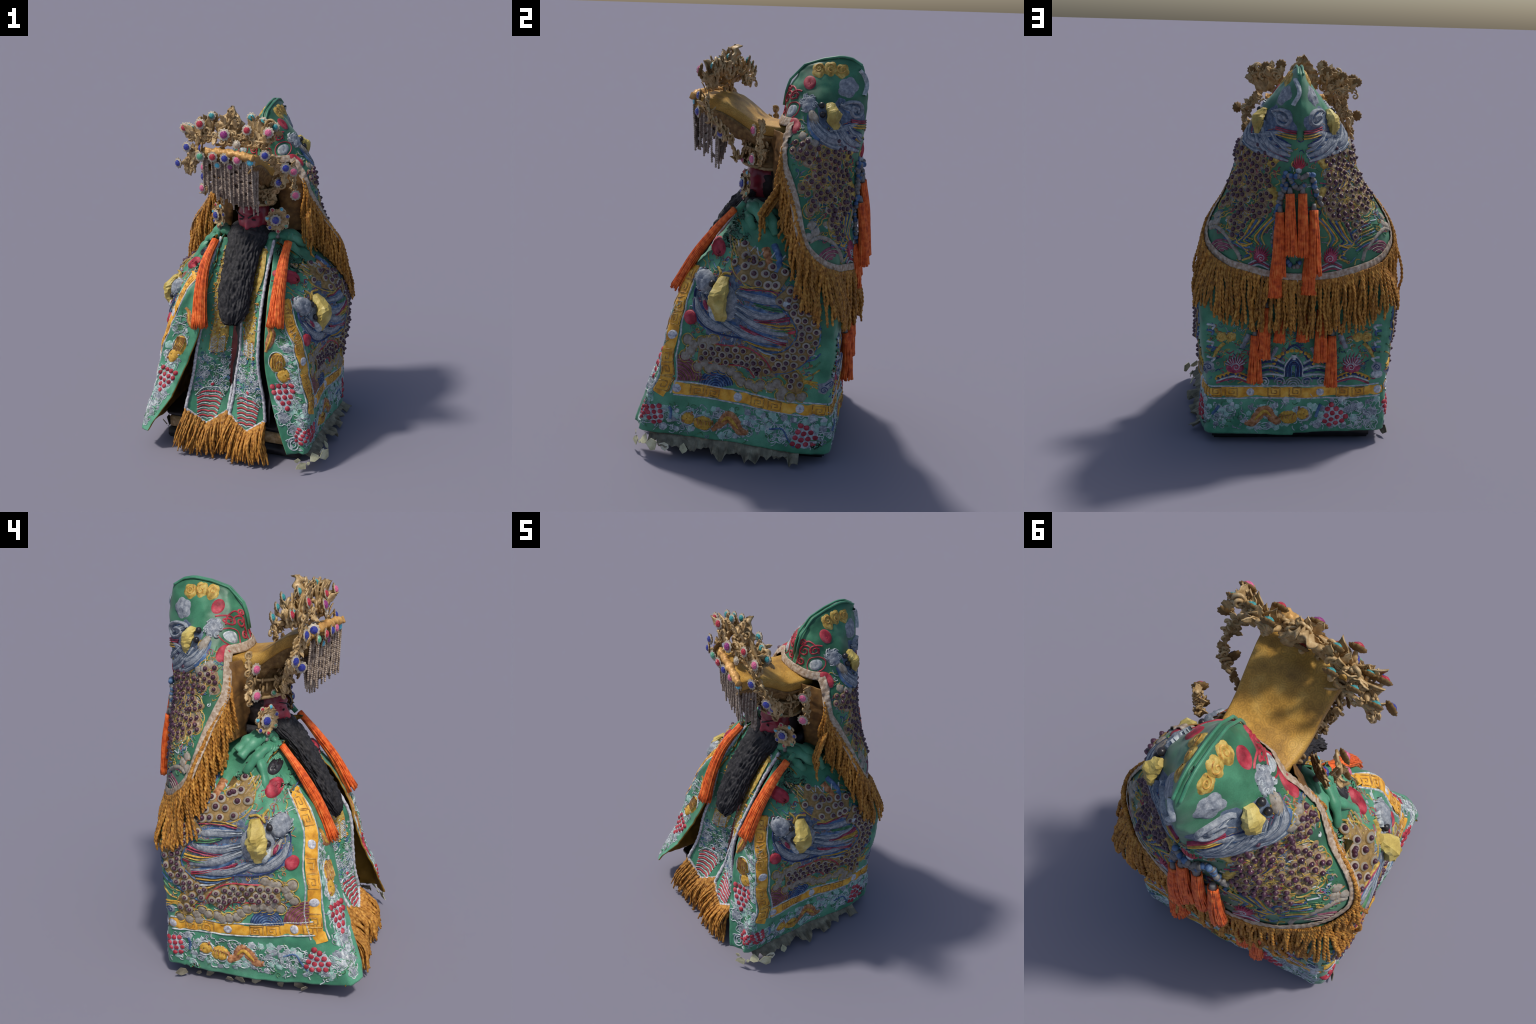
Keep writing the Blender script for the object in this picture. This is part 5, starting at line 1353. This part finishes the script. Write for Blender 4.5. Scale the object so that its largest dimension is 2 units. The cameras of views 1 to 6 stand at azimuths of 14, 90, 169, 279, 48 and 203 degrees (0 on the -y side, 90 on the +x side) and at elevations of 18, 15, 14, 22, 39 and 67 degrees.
for q, p in enumerate(spots):
    n = outward(p)
    if q % 2 == 0:      # mottled brocade ground showing between the beads
        c2 = MCH['R' if p.x > 0 else 'L'] if abs(n.x) > abs(n.y) else MCH['B']
        uv = (p.y, p.z) if abs(n.x) > abs(n.y) else (p.x, p.z)
        pad(c2, uv, lobed(.036, 3, .25, q * .7), .0035, 'scale_dim', mantle, 'bead_ground', seg=14, rings=3)
        stroke(c2, [(uv[0] + .036 * math.cos(a), uv[1] + .036 * math.sin(a)) for a in np.linspace(q, q + 4, 9)], .006, 'ochre', mantle, h=.007, across=3)
    rs, rb = R.uniform(.016, .020), R.uniform(.0095, .0135)
    if q < n_single:
        place(SCALE_DIM, "scale", p + n * .002, n, rs, mantle, R.uniform(0, 6)); place(STUD, "stud", p + n * .006, n, rb, mantle)
    else:      # the rest of the field joined into one piece
        for data, off, r, nm, mt in ((SCALE_DIM, .002, rs, "scale_field", "scale_dim"), (STUD, .006, rb, "bead_field", "stud")):
            m = face_matrix(p + n * off, n, r); pile(nm, mt, mantle).add(([m @ v.co for v in data.vertices], [tuple(f.vertices) for f in data.polygons]))

# ---- filling stitches: short curls of thread packed between the larger motifs
R = random.Random(61)
def filler(ch, n, u, v, mats, parent, ok=lambda a, b: True, ln=.03, vsc=1.0):
    k = 0
    while k < n:
        a, b = R.uniform(*u), R.uniform(*v); k += 1
        if not ok(a, b): continue
        th = R.uniform(0, 6.28); L = ln * R.uniform(.6, 1.4); m = R.choice(mats); w = R.uniform(.0042, .0075)
        if R.random() < .3: stroke(ch, [(p[0], b + (p[1] - b) * vsc) for p in spiral((a, b), L * .4, 1.2, th, R.choice((-1, 1)))], w * .8, m, parent, "filling_stitch", h=.006, across=3, step=.005 * vsc)
        else:
            c = R.uniform(-1.2, 1.2)
            stroke(ch, [(a, b), (a + L * .5 * math.cos(th), b + vsc * L * .5 * math.sin(th)), (a + L * math.cos(th + c), b + vsc * L * math.sin(th + c))], w, m, parent, "filling_stitch", h=.006, across=3, step=.006 * vsc)
M["mint"] = material("mint_cloud_silk", rgb(146,184,172), rgb(98,148,132), rgb(196,212,208), 60, .75, contrast=1.0)
def clouds_under(ch, n, u, v, parent, ok=lambda a, b: True, vsc=1.0):
    """low quilted cloud puffs in pale mint and white below the line embroidery"""
    for k in range(n):
        a, b = R.uniform(*u), R.uniform(*v)
        if ok(a, b): pad(ch, (a, b), lobed(R.uniform(.016, .030), 5, .25, R.uniform(0, 3)), .0035, R.choice(["mint", "mint", "pale", "mist"]), parent, "cloud_puff", seg=14, rings=3)
MIX = ["pale", "mist", "ochre", "ochre", "leafgreen", "blue", "slate", "scale_dim", "scale", "magenta", "fur"]
for sd, dy in (("R", 0), ("L", .06)):
    filler(RC[sd], 700, (-.26 + dy, .36 + dy), (.40, 1.03), MIX, robe, lambda a, b: a < .40)
    filler(RC[sd], 200, (-.42, .42), (.10, .27), ["pale", "pale", "mist", "leafgreen"], robe, lambda a, b: b > .10 + .04 * (-a), .028)
for sd in ("R", "L"): clouds_under(RC[sd], 90, (-.42, .42), (.10, .26), robe, lambda a, b: b > .11 + .04 * (-a))
clouds_under(RC["B"], 70, (-.45, .45), (.09, .25), robe); clouds_under(DR, 70, (.02, .12), (.18, .72), robe, lambda a, b: a < .13 - .08 * b); clouds_under(DL, 70, (-.20, -.02), (.18, .72), robe, lambda a, b: a > -.16 + .08 * b)
filler(RC["B"], 380, (-.44, .44), (.34, .66), MIX + ["navy", "magenta"], robe); filler(RC["B"], 170, (-.45, .45), (.085, .25), ["pale", "pale", "mist", "leafgreen"], robe, ln=.028)
filler(DR, 300, (.02, .12), (.16, .80), ["pale", "pale", "mist", "leafgreen"], robe, lambda a, b: a < .13 - .08 * b, .028)
filler(DL, 300, (-.20, -.02), (.16, .80), ["pale", "pale", "mist", "leafgreen"], robe, lambda a, b: a > -.13 + .08 * b - .03, .028)
for sd in ("R", "L"): filler(MCH[sd], 300, (.17, .46), (1.12, 1.66), MIX + ["magenta", "ochre"], mantle, lambda a, b: a > TRIM_Y(b) + .05)
filler(MCH["B"], 380, (-.33, .33), (1.0, 1.62), MIX + ["ochre", "navy", "magenta"], mantle)
for o, sh in zip([x for x in root.children if x.name.startswith("front_strip")], strips):
    filler(SheetChart(sh), 150, (-.09, .09), (.66, .90), ["pale", "pale", "mist", "blue"], o, lambda a, b: abs(a) < sh.w(b) * .9, .022, .9)
    filler(SheetChart(sh), 60, (-.09, .09), (.1, .66), ["leafgreen", "ochre", "pale"], o, lambda a, b: .05 < abs(a) < sh.w(b) * .9, .02, .9)

# ---- shoulder scarf, collar folds, hem scraps -------------------------------
for k, (pts, r) in enumerate([
        ([(.10, -.045, 1.225), (.17, -.02, 1.235), (.24, .03, 1.215), (.29, .09, 1.16)], .030), ([(.15, .0, 1.245), (.22, .05, 1.235), (.27, .10, 1.19), (.31, .13, 1.12)], .026),
        ([(.21, -.03, 1.20), (.26, .0, 1.16), (.275, .03, 1.10)], .024), ([(-.10, -.045, 1.22), (-.17, -.01, 1.235), (-.24, .04, 1.215), (-.30, .09, 1.16)], .030),
        ([(-.16, .01, 1.245), (-.23, .06, 1.23), (-.28, .11, 1.18)], .028), ([(-.20, -.05, 1.19), (-.25, -.02, 1.19), (-.30, .02, 1.15), (-.33, .06, 1.09)], .024), ([(-.22, .02, 1.20), (-.27, .0, 1.16), (-.32, -.03, 1.10), (-.36, -.06, 1.02)], .026)]):
    add("scarf_fold", *tube(spline(pts, 24), lambda t, k=k, r=r: r * (.55 + .5 * math.sin(math.pi * (.1 + .8 * t))) * (1 + .15 * math.sin(t * 17 + k)), 14, flat=.7), M["green"])
pom(RC["L"], (-.075, 1.115), .032, robe, "eye", .5, "pom")
R = random.Random(29); P = Pile(); Q = Pile()
def scrap(c, size, q, th=.003, axis=None):
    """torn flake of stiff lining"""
    n = R.randrange(5, 8); ax = Vector(axis or (1 + R.uniform(-.3, .3), R.uniform(-.6, .6), R.uniform(.1, .9))).normalized(); u = ax.orthogonal().normalized(); v = ax.cross(u); V = []
    for k in range(n):
        a = 2 * math.pi * k / n + R.uniform(-.3, .3); r = size * R.uniform(.55, 1.1); p = Vector(c) + u * r * math.cos(a) + v * r * math.sin(a); p.z = max(.002, p.z); V.append(p)
    V += [p + ax * th for p in V]
    q.add((V, [tuple(range(n - 1, -1, -1)), tuple(range(n, 2 * n))] + [(k, (k + 1) % n, n + (k + 1) % n, n + k) for k in range(n)]))
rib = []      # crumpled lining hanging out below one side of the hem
for k in range(70):
    y = -.46 + .76 * k / 69; zt = interp(y, [-.46, .3], [.105, .055]); d = .02 + .05 * abs(fbm((y, 0, 0), 17, 3, 3)) + (.03 if k % 5 == 0 else 0) * R.random()
    for q in range(4):
        rib.append(Vector((.462 + .022 * q + .022 * fbm((y, q * .4, 1), 15, 2, 5) * q, y, max(.002, zt + .012 - (d + .012) * q / 3))))
add("torn_lining", rib, grid_faces(70, 4), M["scrap"], smooth=False).modifiers.new("cloth", 'SOLIDIFY').thickness = .003
for c, s, n in (((.468, -.530, .056), .034, (.5, -.8, .3)), ((.445, -.535, .085), .022, (.3, -1, 0)), ((.531, -.470, .085), .034, (.6, -.7, .5)), ((.574, -.419, .088), .042, (.8, -.5, .2)), ((.502, -.500, .060), .014, (.6, -.7, .4)), ((.545, -.36, .07), .034, (1, -.2, .3)), ((.54, -.27, .06), .03, (1, 0, .5))): scrap(c, s, Q, axis=n)
for k in range(10): scrap((-.49 + R.uniform(-.02, .02), R.uniform(-.3, .42), .03), R.uniform(.02, .04), P)
P.make("torn_lining", M["scrap"], smooth=False); Q.make("torn_lining", M["scrap_pale"], smooth=False)

for (name, mat, _), (p, parent) in PILES.items():
    if p.v: p.make(name, M[mat], parent)
